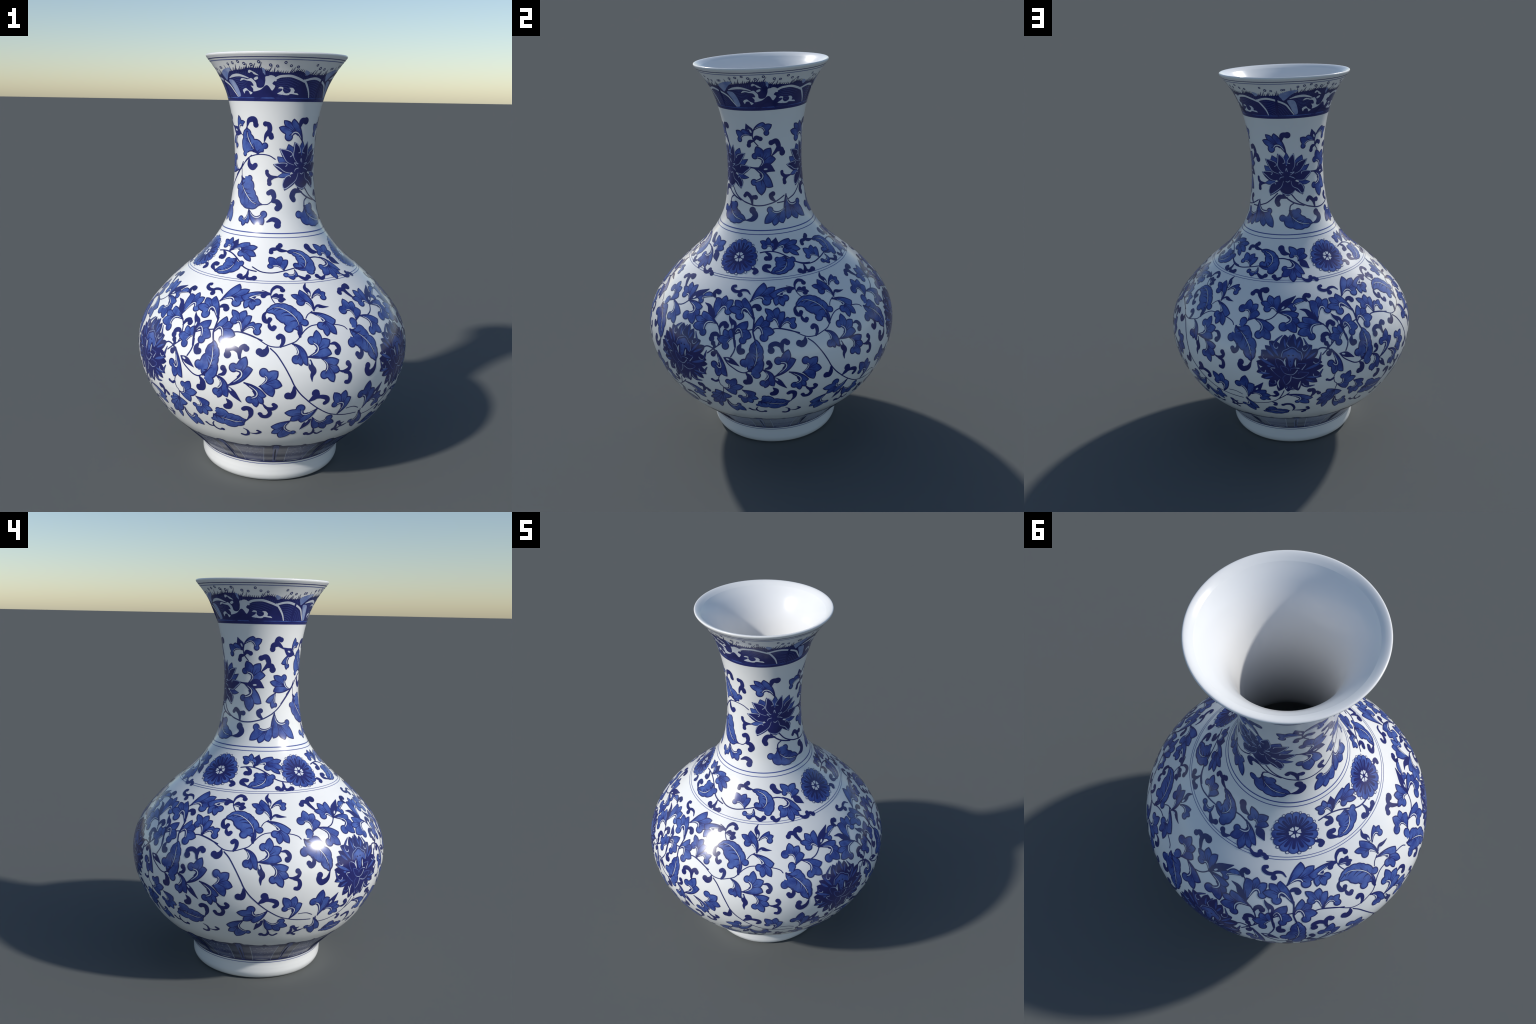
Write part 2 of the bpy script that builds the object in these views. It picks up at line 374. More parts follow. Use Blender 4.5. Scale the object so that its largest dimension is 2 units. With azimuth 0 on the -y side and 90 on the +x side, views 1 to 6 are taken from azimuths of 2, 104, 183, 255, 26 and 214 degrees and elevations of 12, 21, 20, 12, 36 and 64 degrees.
# ------------------------------------------------------------------ where the motifs sit
# points are (azimuth in degrees, height in metres) on the vase
def belly_vine():
    # upper left, above the stem
    hook((75.5,0.844),[(73.5,0.924),(78.6,0.936),(83.5,0.923)],(82.1,0.881),0.017,(78.4,0.889))
    hook((78.0,0.829),[(68.3,0.864),(64.9,0.838),(65.4,0.799)],(71.6,0.785),0.017,(73.2,0.827))
    flame([(74.9,0.850),(72.6,0.869),(70.5,0.888),(67.2,0.896)],0.0253)
    curl([(79.5,0.810),(80.2,0.829),(81.9,0.835),(82.8,0.826)],0.0051,0.0184,0.0115)
    curl([(80.5,0.774),(78.9,0.788),(76.9,0.783),(76.7,0.766)],0.0051,0.0195,0.0119)
    stem([(80.3,0.745),(80.7,0.761),(80.6,0.784),(79.7,0.810),(77.8,0.830),(75.5,0.844)],0.0046)
    hook((-26.8,0.922),[(-19.4,0.989),(-12.6,0.972),(-11.8,0.943)],(-17.8,0.923),0.019,(-22.4,0.936))
    curl([(-27.3,0.949),(-29.3,0.961),(-32.1,0.962),(-33.7,0.956),(-33.3,0.945)],0.0036,0.0121,0.0104)
    curl([(-33.4,0.956),(-36.6,0.956),(-38.8,0.963),(-38.8,0.972),(-37.5,0.974)],0.0121,0.0145,0.0072)
    hook((-24.0,0.854),[(-30.1,0.935),(-35.2,0.924),(-37.9,0.891)],(-31.4,0.868),0.019,(-28.6,0.891))
    curl([(-25.6,0.899),(-24.3,0.906),(-22.3,0.905),(-21.9,0.898)],0.0063,0.0191,0.0117)
    hook((-24.2,0.808),[(-20.4,0.870),(-16.5,0.851),(-14.7,0.807)],(-19.3,0.787),0.018,(-21.9,0.828))
    stem([(-24.0,0.863),(-24.1,0.836),(-24.3,0.812),(-23.8,0.793),(-23.3,0.779)],0.0058)
    hook((-12.2,0.822),[(-8.9,0.880),(-12.0,0.898),(-18.6,0.896)],(-16.4,0.860),0.017,(-13.5,0.850))
    hook((-11.9,0.822),[(-7.9,0.860),(-4.1,0.854)],(-5.7,0.827),0.015,(-9.0,0.841))
    hook((-1.4,0.964),[(-16.2,0.948),(-13.0,0.907),(-9.1,0.903)],(-7.3,0.931),0.016,(-11.4,0.949))
    curl([(-0.6,0.960),(0.1,0.976),(2.6,0.987),(5.3,0.983),(5.9,0.975)],0.0036,0.0141,0.0096)
    curl([(-0.6,0.959),(-2.6,0.961),(-4.5,0.954)],0.0050,0.0151,0.0100)
    hook((-0.3,0.950),[(2.3,0.963),(5.9,0.960),(7.0,0.942)],(4.7,0.940),0.010,(2.0,0.947),deep=True)
    stem([(-5.5,0.973),(-2.7,0.968),(-0.8,0.960),(0.0,0.945),(1.5,0.930),(2.4,0.925)],0.0032)
    feather([(11.9,0.810),(12.0,0.858),(10.1,0.885),(6.5,0.906),(2.4,0.914),(-2.4,0.899)],[(12.7,0.859),(14.3,0.866),(13.6,0.891),(12.2,0.900),(10.8,0.912),(8.3,0.922),(4.6,0.927),(1.5,0.925),(-1.0,0.913)],[(11.4,0.831),(9.6,0.838),(6.5,0.851),(5.7,0.859),(3.4,0.869),(2.0,0.884),(-0.3,0.894)],[((14.8,0.859),0.015),((7.6,0.840),0.017)])
    curl([(-2.3,0.898),(-3.4,0.886),(-2.9,0.868),(-1.4,0.864),(-0.6,0.872)],0.0060,0.0171,0.0084)
    curl([(-1.0,0.862),(-0.6,0.846),(0.8,0.837),(1.4,0.844)],0.0048,0.0151,0.0084)
    curl([(3.9,0.774),(4.9,0.790),(4.9,0.808),(3.7,0.815),(3.1,0.809)],0.0080,0.0161,0.0092)
    # main stem
    stem([(75.6,0.699),(80.1,0.740),(86.4,0.791),(91.0,0.810),(97.0,0.822)],0.0046)
    stem([(-15.7,0.819),(-13.1,0.821),(-9.2,0.814),(-3.4,0.796)],0.0045)
    stem([(-11.9,0.822),(-6.7,0.808),(-1.4,0.780),(1.4,0.773),(4.2,0.774),(7.2,0.783),(10.0,0.793),(11.8,0.808)],0.0036)
    stem([(11.9,0.810),(14.3,0.832),(17.2,0.846),(20.6,0.850)],0.0036)
    stem([(28.2,0.844),(30.7,0.839),(32.7,0.831),(33.7,0.820)],0.0036)
    curl([(-1.2,0.776),(-1.5,0.759),(-2.9,0.747),(-4.2,0.753)],0.0044,0.0251,0.0125)
    # left middle
    hook((-32.7,0.785),[(-34.6,0.816),(-37.8,0.812),(-40.5,0.772)],(-36.3,0.744),0.016,(-34.5,0.772))
    hook((-33.0,0.794),[(-27.1,0.849),(-25.0,0.789)],(-28.7,0.774),0.016,(-31.0,0.818))
    flame([(-33.6,0.811),(-33.6,0.835),(-35.6,0.851),(-36.8,0.866)],0.0247,(-33.9,0.826))
    stem([(-33.6,0.698),(-32.3,0.724),(-31.8,0.749),(-32.1,0.771)],0.0049)
    stem([(-31.9,0.745),(-32.6,0.775),(-33.2,0.807)],0.0081)
    curl([(-29.3,0.761),(-30.1,0.741),(-29.6,0.724),(-28.7,0.727)],0.0036,0.0225,0.0117)
    feather([(-25.8,0.633),(-23.9,0.656),(-22.7,0.687),(-22.4,0.720),(-23.2,0.778)],[(-26.5,0.655),(-27.3,0.669),(-27.0,0.699),(-25.4,0.724),(-25.3,0.747),(-24.3,0.763)],[(-24.2,0.621),(-21.4,0.627),(-19.9,0.657),(-20.1,0.689),(-20.0,0.716),(-19.9,0.737),(-21.0,0.756),(-21.8,0.770)],[((-27.9,0.674),0.018),((-22.8,0.613),0.018)])
    stem([(-26.2,0.631),(-27.8,0.623),(-30.0,0.627),(-32.4,0.643),(-34.9,0.664),(-36.6,0.690)],0.0045)
    curl([(-27.2,0.622),(-25.9,0.602),(-26.0,0.576),(-27.4,0.571)],0.0054,0.0258,0.0126)
    hook((-40.2,0.717),[(-35.5,0.595),(-39.9,0.589)],(-41.0,0.649),0.017,(-38.4,0.651))
    curl([(-42.0,0.722),(-41.4,0.735),(-42.2,0.748)],0.0054,0.0135,0.0099)
    curl([(-41.2,0.720),(-40.7,0.710),(-41.6,0.700)],0.0067,0.0157,0.0112)
    stem([(-46.9,0.719),(-45.2,0.730),(-43.2,0.729),(-41.5,0.721),(-39.6,0.710)],0.0049)
    flame([(-36.2,0.689),(-34.0,0.681),(-31.8,0.669),(-29.9,0.656)],0.0247,(-34.9,0.685))
    stem([(-38.8,0.597),(-39.6,0.569),(-39.1,0.540),(-38.0,0.525),(-38.6,0.488)],0.0031)
    curl([(-39.7,0.564),(-41.2,0.555),(-42.7,0.561)],0.0090,0.0101,0.0063)
    hook((-37.8,0.523),[(-33.0,0.483),(-28.9,0.542),(-31.8,0.586)],(-35.3,0.564),0.013,(-35.6,0.524))
    hook((-29.6,0.521),[(-23.9,0.505),(-23.1,0.463),(-26.2,0.430),(-29.9,0.426)],(-30.9,0.473),0.011,(-27.8,0.484))
    fan((-38.7,0.489),[(-35.1,0.468),(-39.9,0.414),(-43.1,0.364),(-46.3,0.391),(-46.5,0.430),(-44.9,0.468),(-42.2,0.499)])
    hook((-37.7,0.436),[(-35.5,0.346),(-30.4,0.358)],(-32.7,0.411),0.009,(-36.4,0.398))
    feather([(-22.8,0.442),(-19.5,0.433),(-16.0,0.425),(-12.5,0.421),(-8.5,0.439)],[(-20.7,0.470),(-18.7,0.484),(-16.1,0.461),(-13.4,0.457),(-11.0,0.448)],[(-23.2,0.408),(-21.5,0.398),(-18.8,0.398),(-15.7,0.385),(-12.9,0.397),(-10.3,0.408)],[((-20.2,0.475),0.011),((-23.6,0.414),0.009)])
    curl([(-8.5,0.442),(-7.2,0.466),(-7.2,0.495),(-8.8,0.502),(-9.8,0.496)],0.0045,0.0198,0.0081)
    curl([(-24.6,0.368),(-26.7,0.368),(-28.1,0.380)],0.0054,0.0090,0.0058)
    curl([(-23.9,0.398),(-24.8,0.382),(-24.4,0.364),(-22.7,0.353),(-20.7,0.358)],0.0027,0.0081,0.0076)
    curl([(-10.9,0.385),(-9.2,0.372),(-9.1,0.350),(-10.5,0.341),(-12.0,0.345)],0.0028,0.0112,0.0052)
    curl([(-8.3,0.357),(-5.6,0.356),(-3.7,0.367),(-4.8,0.376)],0.0024,0.0100,0.0052)
    # middle, under the stem
    hook((-20.1,0.640),[(-15.9,0.548),(-19.7,0.539)],(-20.2,0.566),0.017,(-17.7,0.607))
    curl([(-19.1,0.645),(-17.4,0.651),(-16.8,0.667),(-17.6,0.676)],0.0056,0.0149,0.0104)
    hook((-15.4,0.604),[(-6.4,0.681),(-9.1,0.730)],(-13.6,0.683),0.018,(-10.9,0.651))
    curl([(-11.5,0.723),(-12.2,0.748),(-14.3,0.760),(-16.5,0.752),(-16.4,0.732)],0.0100,0.0191,0.0133)
    curl([(-11.6,0.740),(-11.5,0.760),(-10.1,0.770),(-9.3,0.762)],0.0100,0.0181,0.0110)
    hook((-9.3,0.622),[(-1.3,0.568),(-2.4,0.528),(-4.9,0.512)],(-7.3,0.545),0.016,(-5.1,0.584))
    hook((-3.8,0.610),[(1.1,0.566),(4.4,0.616),(2.9,0.677)],(-2.2,0.671),0.018,(-1.5,0.637))
    flame([(-15.7,0.597),(-14.0,0.575),(-12.3,0.552),(-10.5,0.530)],0.0241,(-14.7,0.586))
    curl([(-16.3,0.538),(-15.1,0.520),(-15.7,0.501),(-16.6,0.499)],0.0044,0.0241,0.0116)
    curl([(-2.4,0.528),(-0.9,0.508),(1.2,0.505),(2.4,0.518),(1.6,0.527)],0.0052,0.0161,0.0072)
    curl([(-0.5,0.506),(0.3,0.483),(-0.9,0.464),(-2.7,0.464),(-3.5,0.476)],0.0121,0.0165,0.0084)
    stem([(0.0,0.767),(2.5,0.743),(5.3,0.698),(7.6,0.650),(9.1,0.614),(11.5,0.575),(14.7,0.538)],0.0044)
    stem([(14.6,0.538),(18.4,0.502),(23.3,0.466),(27.1,0.450),(31.9,0.438),(38.2,0.432)],0.0040)
    curl([(8.8,0.610),(8.9,0.586),(8.1,0.566),(6.8,0.569)],0.0052,0.0221,0.0133)
    curl([(14.8,0.538),(16.6,0.553),(17.8,0.565),(17.2,0.576)],0.0052,0.0221,0.0141)
    curl([(16.8,0.552),(19.4,0.556),(21.8,0.547),(22.2,0.531),(21.3,0.522)],0.0080,0.0181,0.0076)
    hook((8.7,0.784),[(13.9,0.699),(11.5,0.700)],(9.7,0.724),0.017,(11.1,0.757))
    hook((14.3,0.732),[(23.9,0.737),(24.2,0.790),(19.3,0.829)],(16.5,0.794),0.017,(18.1,0.755))
    curl([(24.0,0.775),(26.1,0.775),(27.4,0.760),(27.2,0.745),(26.5,0.741)],0.0044,0.0171,0.0112)
    flame([(15.1,0.718),(15.3,0.694),(16.2,0.674),(15.5,0.654),(15.6,0.630)],0.0241,(14.9,0.710))
    hook((19.5,0.723),[(26.6,0.709),(26.6,0.664),(24.2,0.619)],(20.4,0.655),0.017,(21.4,0.697))
    curl([(26.6,0.664),(28.4,0.659),(30.5,0.665),(31.3,0.682),(30.5,0.690)],0.0044,0.0141,0.0100)
    curl([(28.8,0.654),(30.7,0.648),(31.3,0.628),(30.6,0.609),(29.4,0.610)],0.0080,0.0169,0.0072)
    hook((20.4,0.899),[(15.7,0.974),(10.4,0.958)],(14.7,0.932),0.017,(18.7,0.929))
    hook((21.2,0.943),[(27.6,0.974),(30.0,0.959)],(27.8,0.943),0.013,(24.4,0.954))
    flame([(20.5,0.952),(20.2,0.968),(19.0,0.982),(20.3,0.998)],0.0201,(20.4,0.959))
    flame([(20.9,0.905),(23.1,0.914),(25.8,0.910),(28.7,0.908)],0.0161,(22.4,0.907))
    hook((18.6,0.893),[(29.5,0.859),(27.9,0.808),(23.5,0.806)],(21.9,0.844),0.017,(24.4,0.866))
    stem([(15.7,0.874),(17.0,0.887),(19.5,0.898)],0.0032)
    # around the peony
    hook((40.7,0.845),[(46.1,0.875),(44.2,0.911),(38.9,0.927)],(35.8,0.889),0.019,(40.3,0.877))
    hook((43.9,0.857),[(54.3,0.826),(52.7,0.776)],(47.2,0.794),0.019,(47.6,0.835))
    hook((55.6,0.883),[(56.0,0.948),(49.8,0.948),(45.7,0.921)],(49.8,0.898),0.017,(53.2,0.899))
    stem([(49.5,0.853),(51.9,0.859),(53.9,0.870),(55.6,0.885)],0.0041)
    hook((55.6,0.885),[(66.4,0.879),(66.5,0.849),(64.6,0.806)],(58.7,0.830),0.021,(61.8,0.865))
    curl([(46.2,0.927),(44.3,0.945),(43.3,0.957),(40.8,0.961),(39.3,0.951)],0.0092,0.0184,0.0106)
    curl([(43.9,0.950),(44.1,0.963),(45.9,0.969),(47.2,0.967)],0.0092,0.0207,0.0142)
    flame([(56.0,0.892),(59.0,0.914),(62.0,0.930),(65.7,0.947)],0.0344,(58.3,0.903))
    hook((71.6,0.929),[(66.5,0.937),(60.5,0.907)],(63.9,0.899),0.013,(65.4,0.915))
    curl([(71.5,0.927),(70.5,0.938),(71.8,0.948),(73.2,0.945)],0.0115,0.0184,0.0110)
    stem([(71.3,0.929),(72.8,0.922),(73.3,0.911)],0.0046)
    feather([(35.2,0.817),(40.0,0.785),(43.0,0.746),(44.4,0.706),(44.9,0.672)],[(39.1,0.822),(41.3,0.825),(42.9,0.808),(44.0,0.779),(46.2,0.761),(46.2,0.731),(46.3,0.708),(45.6,0.684)],[(35.4,0.793),(35.0,0.767),(36.6,0.750),(38.8,0.730),(41.0,0.717),(41.6,0.698),(43.2,0.684)],[((38.5,0.841),0.020),((34.0,0.767),0.019)])
    curl([(37.6,0.744),(37.8,0.721),(36.4,0.707),(35.5,0.719)],0.0051,0.0207,0.0101)
    curl([(44.7,0.668),(43.4,0.638),(40.9,0.625),(39.5,0.642),(40.0,0.660)],0.0051,0.0241,0.0126)
    # below the peony
    hook((41.3,0.449),[(45.3,0.539),(41.6,0.586)],(37.8,0.531),0.018,(40.8,0.496))
    flame([(43.6,0.477),(47.2,0.523),(49.5,0.556)],0.0344,(46.4,0.513))
    hook((43.4,0.480),[(50.4,0.509),(52.3,0.474),(51.9,0.443)],(48.4,0.449),0.014,(46.6,0.478))
    curl([(52.1,0.474),(54.3,0.473),(55.6,0.487),(54.8,0.498)],0.0041,0.0142,0.0101)
    hook((28.0,0.449),[(32.7,0.529),(29.7,0.569),(24.8,0.566)],(25.8,0.507),0.014,(29.5,0.497))
    stem([(31.9,0.473),(33.9,0.475),(36.0,0.472),(38.4,0.459)],0.0032)
    stem([(40.4,0.445),(41.1,0.416)],0.0041)
    stem([(42.4,0.408),(47.1,0.411),(52.0,0.426),(55.6,0.451),(57.6,0.487),(58.5,0.511)],0.0037)
    stem([(55.9,0.453),(58.8,0.477),(60.8,0.497)],0.0041)
    hook((39.8,0.437),[(44.7,0.360),(42.1,0.335)],(37.6,0.383),0.011,(40.2,0.398))
    curl([(36.1,0.374),(33.3,0.366),(32.2,0.382)],0.0041,0.0106,0.0083)
    curl([(33.2,0.365),(31.1,0.352),(32.7,0.341)],0.0069,0.0092,0.0060)
    feather([(48.1,0.349),(51.4,0.350),(54.6,0.347),(57.8,0.346),(60.4,0.353)],[(50.3,0.374),(52.4,0.385),(54.1,0.365),(57.0,0.364),(59.4,0.360)],[(47.7,0.335),(50.5,0.328),(54.5,0.323),(57.7,0.330),(59.8,0.340)],[((51.0,0.375),0.009),((47.3,0.337),0.006)])
    curl([(61.9,0.352),(62.8,0.377),(61.7,0.406),(59.5,0.412),(57.5,0.404)],0.0037,0.0138,0.0078)
    curl([(62.1,0.357),(65.3,0.355),(68.2,0.356),(70.1,0.364),(69.3,0.377)],0.0028,0.0115,0.0078)
    curl([(66.2,0.354),(68.5,0.345),(67.0,0.338)],0.0037,0.0083,0.0064)
    curl([(52.5,0.426),(54.2,0.416),(53.8,0.404)],0.0037,0.0138,0.0092)
    hook((59.7,0.483),[(71.3,0.455),(69.7,0.412)],(64.3,0.430),0.011,(64.8,0.463))
    curl([(70.3,0.461),(71.7,0.487),(71.2,0.509),(69.8,0.507)],0.0046,0.0174,0.0110)
    curl([(71.5,0.486),(73.2,0.492),(74.0,0.481)],0.0092,0.0119,0.0092)
    hook((18.6,0.499),[(13.0,0.427),(8.6,0.438),(6.0,0.484)],(11.9,0.506),0.018,(14.4,0.474))
    hook((8.6,0.440),[(0.9,0.404),(1.2,0.362),(4.6,0.334)],(10.3,0.366),0.012,(6.6,0.401))
    flame([(16.6,0.440),(15.2,0.418),(14.1,0.400),(13.0,0.383)],0.0241,(15.1,0.431))
    hook((17.3,0.450),[(19.1,0.382),(24.4,0.373),(27.8,0.402)],(24.8,0.437),0.015,(20.7,0.422))
    curl([(19.1,0.382),(19.6,0.359),(18.3,0.346),(16.3,0.352)],0.0040,0.0133,0.0096)
    curl([(19.7,0.358),(21.8,0.344),(23.7,0.354)],0.0052,0.0088,0.0048)
    curl([(33.9,0.389),(32.4,0.384),(30.7,0.394)],0.0028,0.0121,0.0100)
    curl([(30.2,0.382),(30.4,0.366),(29.7,0.354)],0.0080,0.0121,0.0088)

def scroll_after_mum():
    hook((30.3,1.105),[(32.4,1.133),(26.7,1.161),(18.4,1.147)],(22.6,1.125),0.013,(28.5,1.124))
    flame([(31.6,1.118),(33.2,1.139),(34.7,1.158)],0.0385)
    hook((31.0,1.107),[(48.2,1.148),(56.6,1.133),(56.5,1.097),(52.9,1.075)],(42.9,1.103),0.016,(40.0,1.126))
    stem([(18.7,1.100),(24.1,1.104),(30.3,1.103),(36.8,1.093),(43.2,1.074),(48.4,1.054),(53.3,1.044),(59.2,1.039)],0.0049)
    curl([(23.4,1.102),(27.0,1.091),(27.2,1.076),(24.4,1.077)],0.0042,0.0175,0.0105)
    feather([(40.6,1.080),(40.5,1.055),(38.1,1.037),(33.2,1.026),(26.9,1.025)],[(35.9,1.071),(32.1,1.059),(32.0,1.045),(29.0,1.036)],[(44.3,1.065),(46.3,1.048),(44.4,1.035),(40.3,1.026),(35.0,1.017),(30.8,1.019)],[((33.4,1.070),0.013),((46.1,1.063),0.014)])
    curl([(26.9,1.025),(22.8,1.037),(23.3,1.047),(26.3,1.047)],0.0063,0.0203,0.0091)
    curl([(12.3,1.040),(15.3,1.037),(16.9,1.029),(15.6,1.025)],0.0049,0.0175,0.0091)
    curl([(53.4,1.041),(53.4,1.023),(51.0,1.011),(48.8,1.018)],0.0048,0.0144,0.0115)
    curl([(53.4,1.023),(55.0,1.011),(58.8,1.015)],0.0067,0.0144,0.0106)

def scroll_before_mum():
    stem([(-92.8,1.055),(-85.8,1.039),(-78.2,1.036),(-70.6,1.043),(-60.9,1.055)],0.0045)
    hook((-69.8,1.046),[(-66.1,1.084),(-70.7,1.098),(-80.7,1.095)],(-79.5,1.061),0.012,(-73.7,1.060))
    feather([(-60.7,1.052),(-54.4,1.054),(-51.3,1.076),(-52.9,1.099),(-58.4,1.113),(-65.2,1.118)],[(-52.9,1.043),(-47.6,1.038),(-45.7,1.058),(-45.9,1.083),(-49.0,1.105),(-55.0,1.120)],[(-59.5,1.060),(-57.9,1.080),(-58.5,1.097),(-61.5,1.109)],[((-50.7,1.037),0.015),((-60.1,1.063),0.012)])
    curl([(-64.7,1.120),(-70.6,1.123),(-73.2,1.134),(-70.8,1.143)],0.0045,0.0170,0.0100)
    curl([(-72.3,1.129),(-78.6,1.126),(-79.2,1.115)],0.0080,0.0160,0.0085)
    stem([(-46.1,1.089),(-40.8,1.089),(-34.2,1.080)],0.0050)
    hook((-36.5,1.085),[(-24.8,1.026),(-27.7,1.012),(-33.4,0.999),(-41.6,1.019)],(-39.9,1.048),0.015,(-32.8,1.062))
    hook((-28.5,1.077),[(-19.5,1.095),(-20.9,1.127),(-36.5,1.139)],(-34.1,1.101),0.012,(-28.8,1.095))
    flame([(-26.8,1.079),(-23.3,1.062),(-20.1,1.046)],0.0350)
    curl([(-36.0,1.107),(-41.6,1.113),(-44.5,1.132)],0.0050,0.0230,0.0140)
    curl([(-41.6,1.018),(-45.2,1.009),(-47.6,1.019)],0.0050,0.0160,0.0100)
    curl([(-27.6,1.014),(-24.7,1.001),(-21.7,1.001),(-21.0,1.012)],0.0050,0.0160,0.0090)
    curl([(-22.3,1.004),(-18.7,1.007),(-17.1,1.000)],0.0100,0.0140,0.0095)
    hook((-62.4,1.047),[(-61.4,1.023),(-64.8,1.012)],(-68.9,1.029),0.011,(-63.5,1.031))
    curl([(-61.0,1.025),(-56.9,1.013),(-54.1,1.020)],0.0070,0.0160,0.0100)

def neck_spray():
    hook((0.5,1.607),[(-15.7,1.711),(-28.7,1.704),(-34.8,1.673)],(-21.5,1.631),0.018,(-8.9,1.644))
    curl([(-6.0,1.672),(-3.8,1.702),(3.0,1.703)],0.0064,0.0225,0.0137)
    curl([(-34.6,1.448),(-44.5,1.447),(-49.6,1.460),(-50.2,1.472)],0.0048,0.0145,0.0072)
    curl([(-40.7,1.446),(-46.5,1.435),(-46.4,1.416)],0.0096,0.0161,0.0088)
    stem([(-6.0,1.396),(0.2,1.374),(9.9,1.351),(24.9,1.332)],0.0056)
    stem([(6.7,1.395),(16.3,1.356),(30.3,1.328),(41.7,1.316)],0.0048)
    stem([(32.1,1.326),(45.8,1.312),(57.2,1.311),(66.6,1.317),(77.0,1.328),(90.1,1.352)],0.0047)
    curl([(0.2,1.377),(-10.5,1.382),(-15.0,1.360),(-13.1,1.342)],0.0064,0.0225,0.0096)
    stem([(10.5,1.349),(4.8,1.335),(3.3,1.309)],0.0048)
    feather([(3.4,1.311),(6.6,1.279),(14.2,1.252),(24.3,1.239),(35.7,1.236)],[(9.3,1.304),(20.3,1.281),(26.6,1.263),(33.5,1.246)],[(-3.9,1.267),(-3.9,1.246),(-0.6,1.230),(6.9,1.225),(14.2,1.216),(22.1,1.219),(29.6,1.226)],[((15.3,1.304),0.016),((-6.8,1.273),0.016)])
    curl([(35.5,1.236),(44.0,1.243),(48.1,1.263),(44.0,1.287)],0.0040,0.0241,0.0145)
    hook((53.7,1.500),[(79.4,1.540),(72.5,1.598),(52.0,1.608)],(49.0,1.560),0.014,(60.2,1.532))
    flame([(57.7,1.499),(67.8,1.498),(77.8,1.480)],0.0432,(64.3,1.493))
    hook((46.8,1.499),[(73.8,1.403),(56.9,1.364)],(46.2,1.427),0.015,(58.5,1.463))
    stem([(40.9,1.502),(48.2,1.500),(55.0,1.500)],0.0058)
    hook((47.3,1.661),[(34.6,1.694),(22.2,1.685)],(26.7,1.641),0.012,(35.9,1.664))
    hook((49.1,1.689),[(62.3,1.729),(74.1,1.715)],(67.1,1.675),0.012,(58.6,1.705))
    flame([(46.1,1.667),(42.0,1.697),(39.7,1.722)],0.0360,(45.1,1.686))
    stem([(49.1,1.690),(47.4,1.661),(48.7,1.637),(54.6,1.611)],0.0043)
    curl([(48.7,1.637),(52.4,1.654),(58.3,1.647)],0.0072,0.0166,0.0094)
    curl([(48.7,1.637),(42.6,1.632),(40.9,1.614)],0.0072,0.0166,0.0094)
    curl([(74.4,1.560),(81.1,1.583),(84.6,1.603),(80.8,1.631),(73.6,1.625)],0.0050,0.0209,0.0108)
    curl([(81.7,1.585),(88.5,1.587),(90.6,1.569)],0.0122,0.0216,0.0130)
    curl([(75.8,1.329),(71.3,1.346),(70.3,1.362),(73.3,1.367)],0.0072,0.0180,0.0101)
    curl([(43.7,1.313),(41.6,1.348),(35.2,1.369),(31.5,1.357)],0.0058,0.0166,0.0079)
    curl([(42.3,1.336),(44.0,1.351),(48.1,1.352)],0.0108,0.0166,0.0101)
    hook((93.3,1.356),[(90.2,1.235),(105.4,1.226),(119.5,1.226)],(112.6,1.306),0.014,(97.8,1.313))
    hook((91.1,1.297),[(83.6,1.220),(72.0,1.213),(60.6,1.225)],(68.0,1.288),0.015,(80.4,1.277))

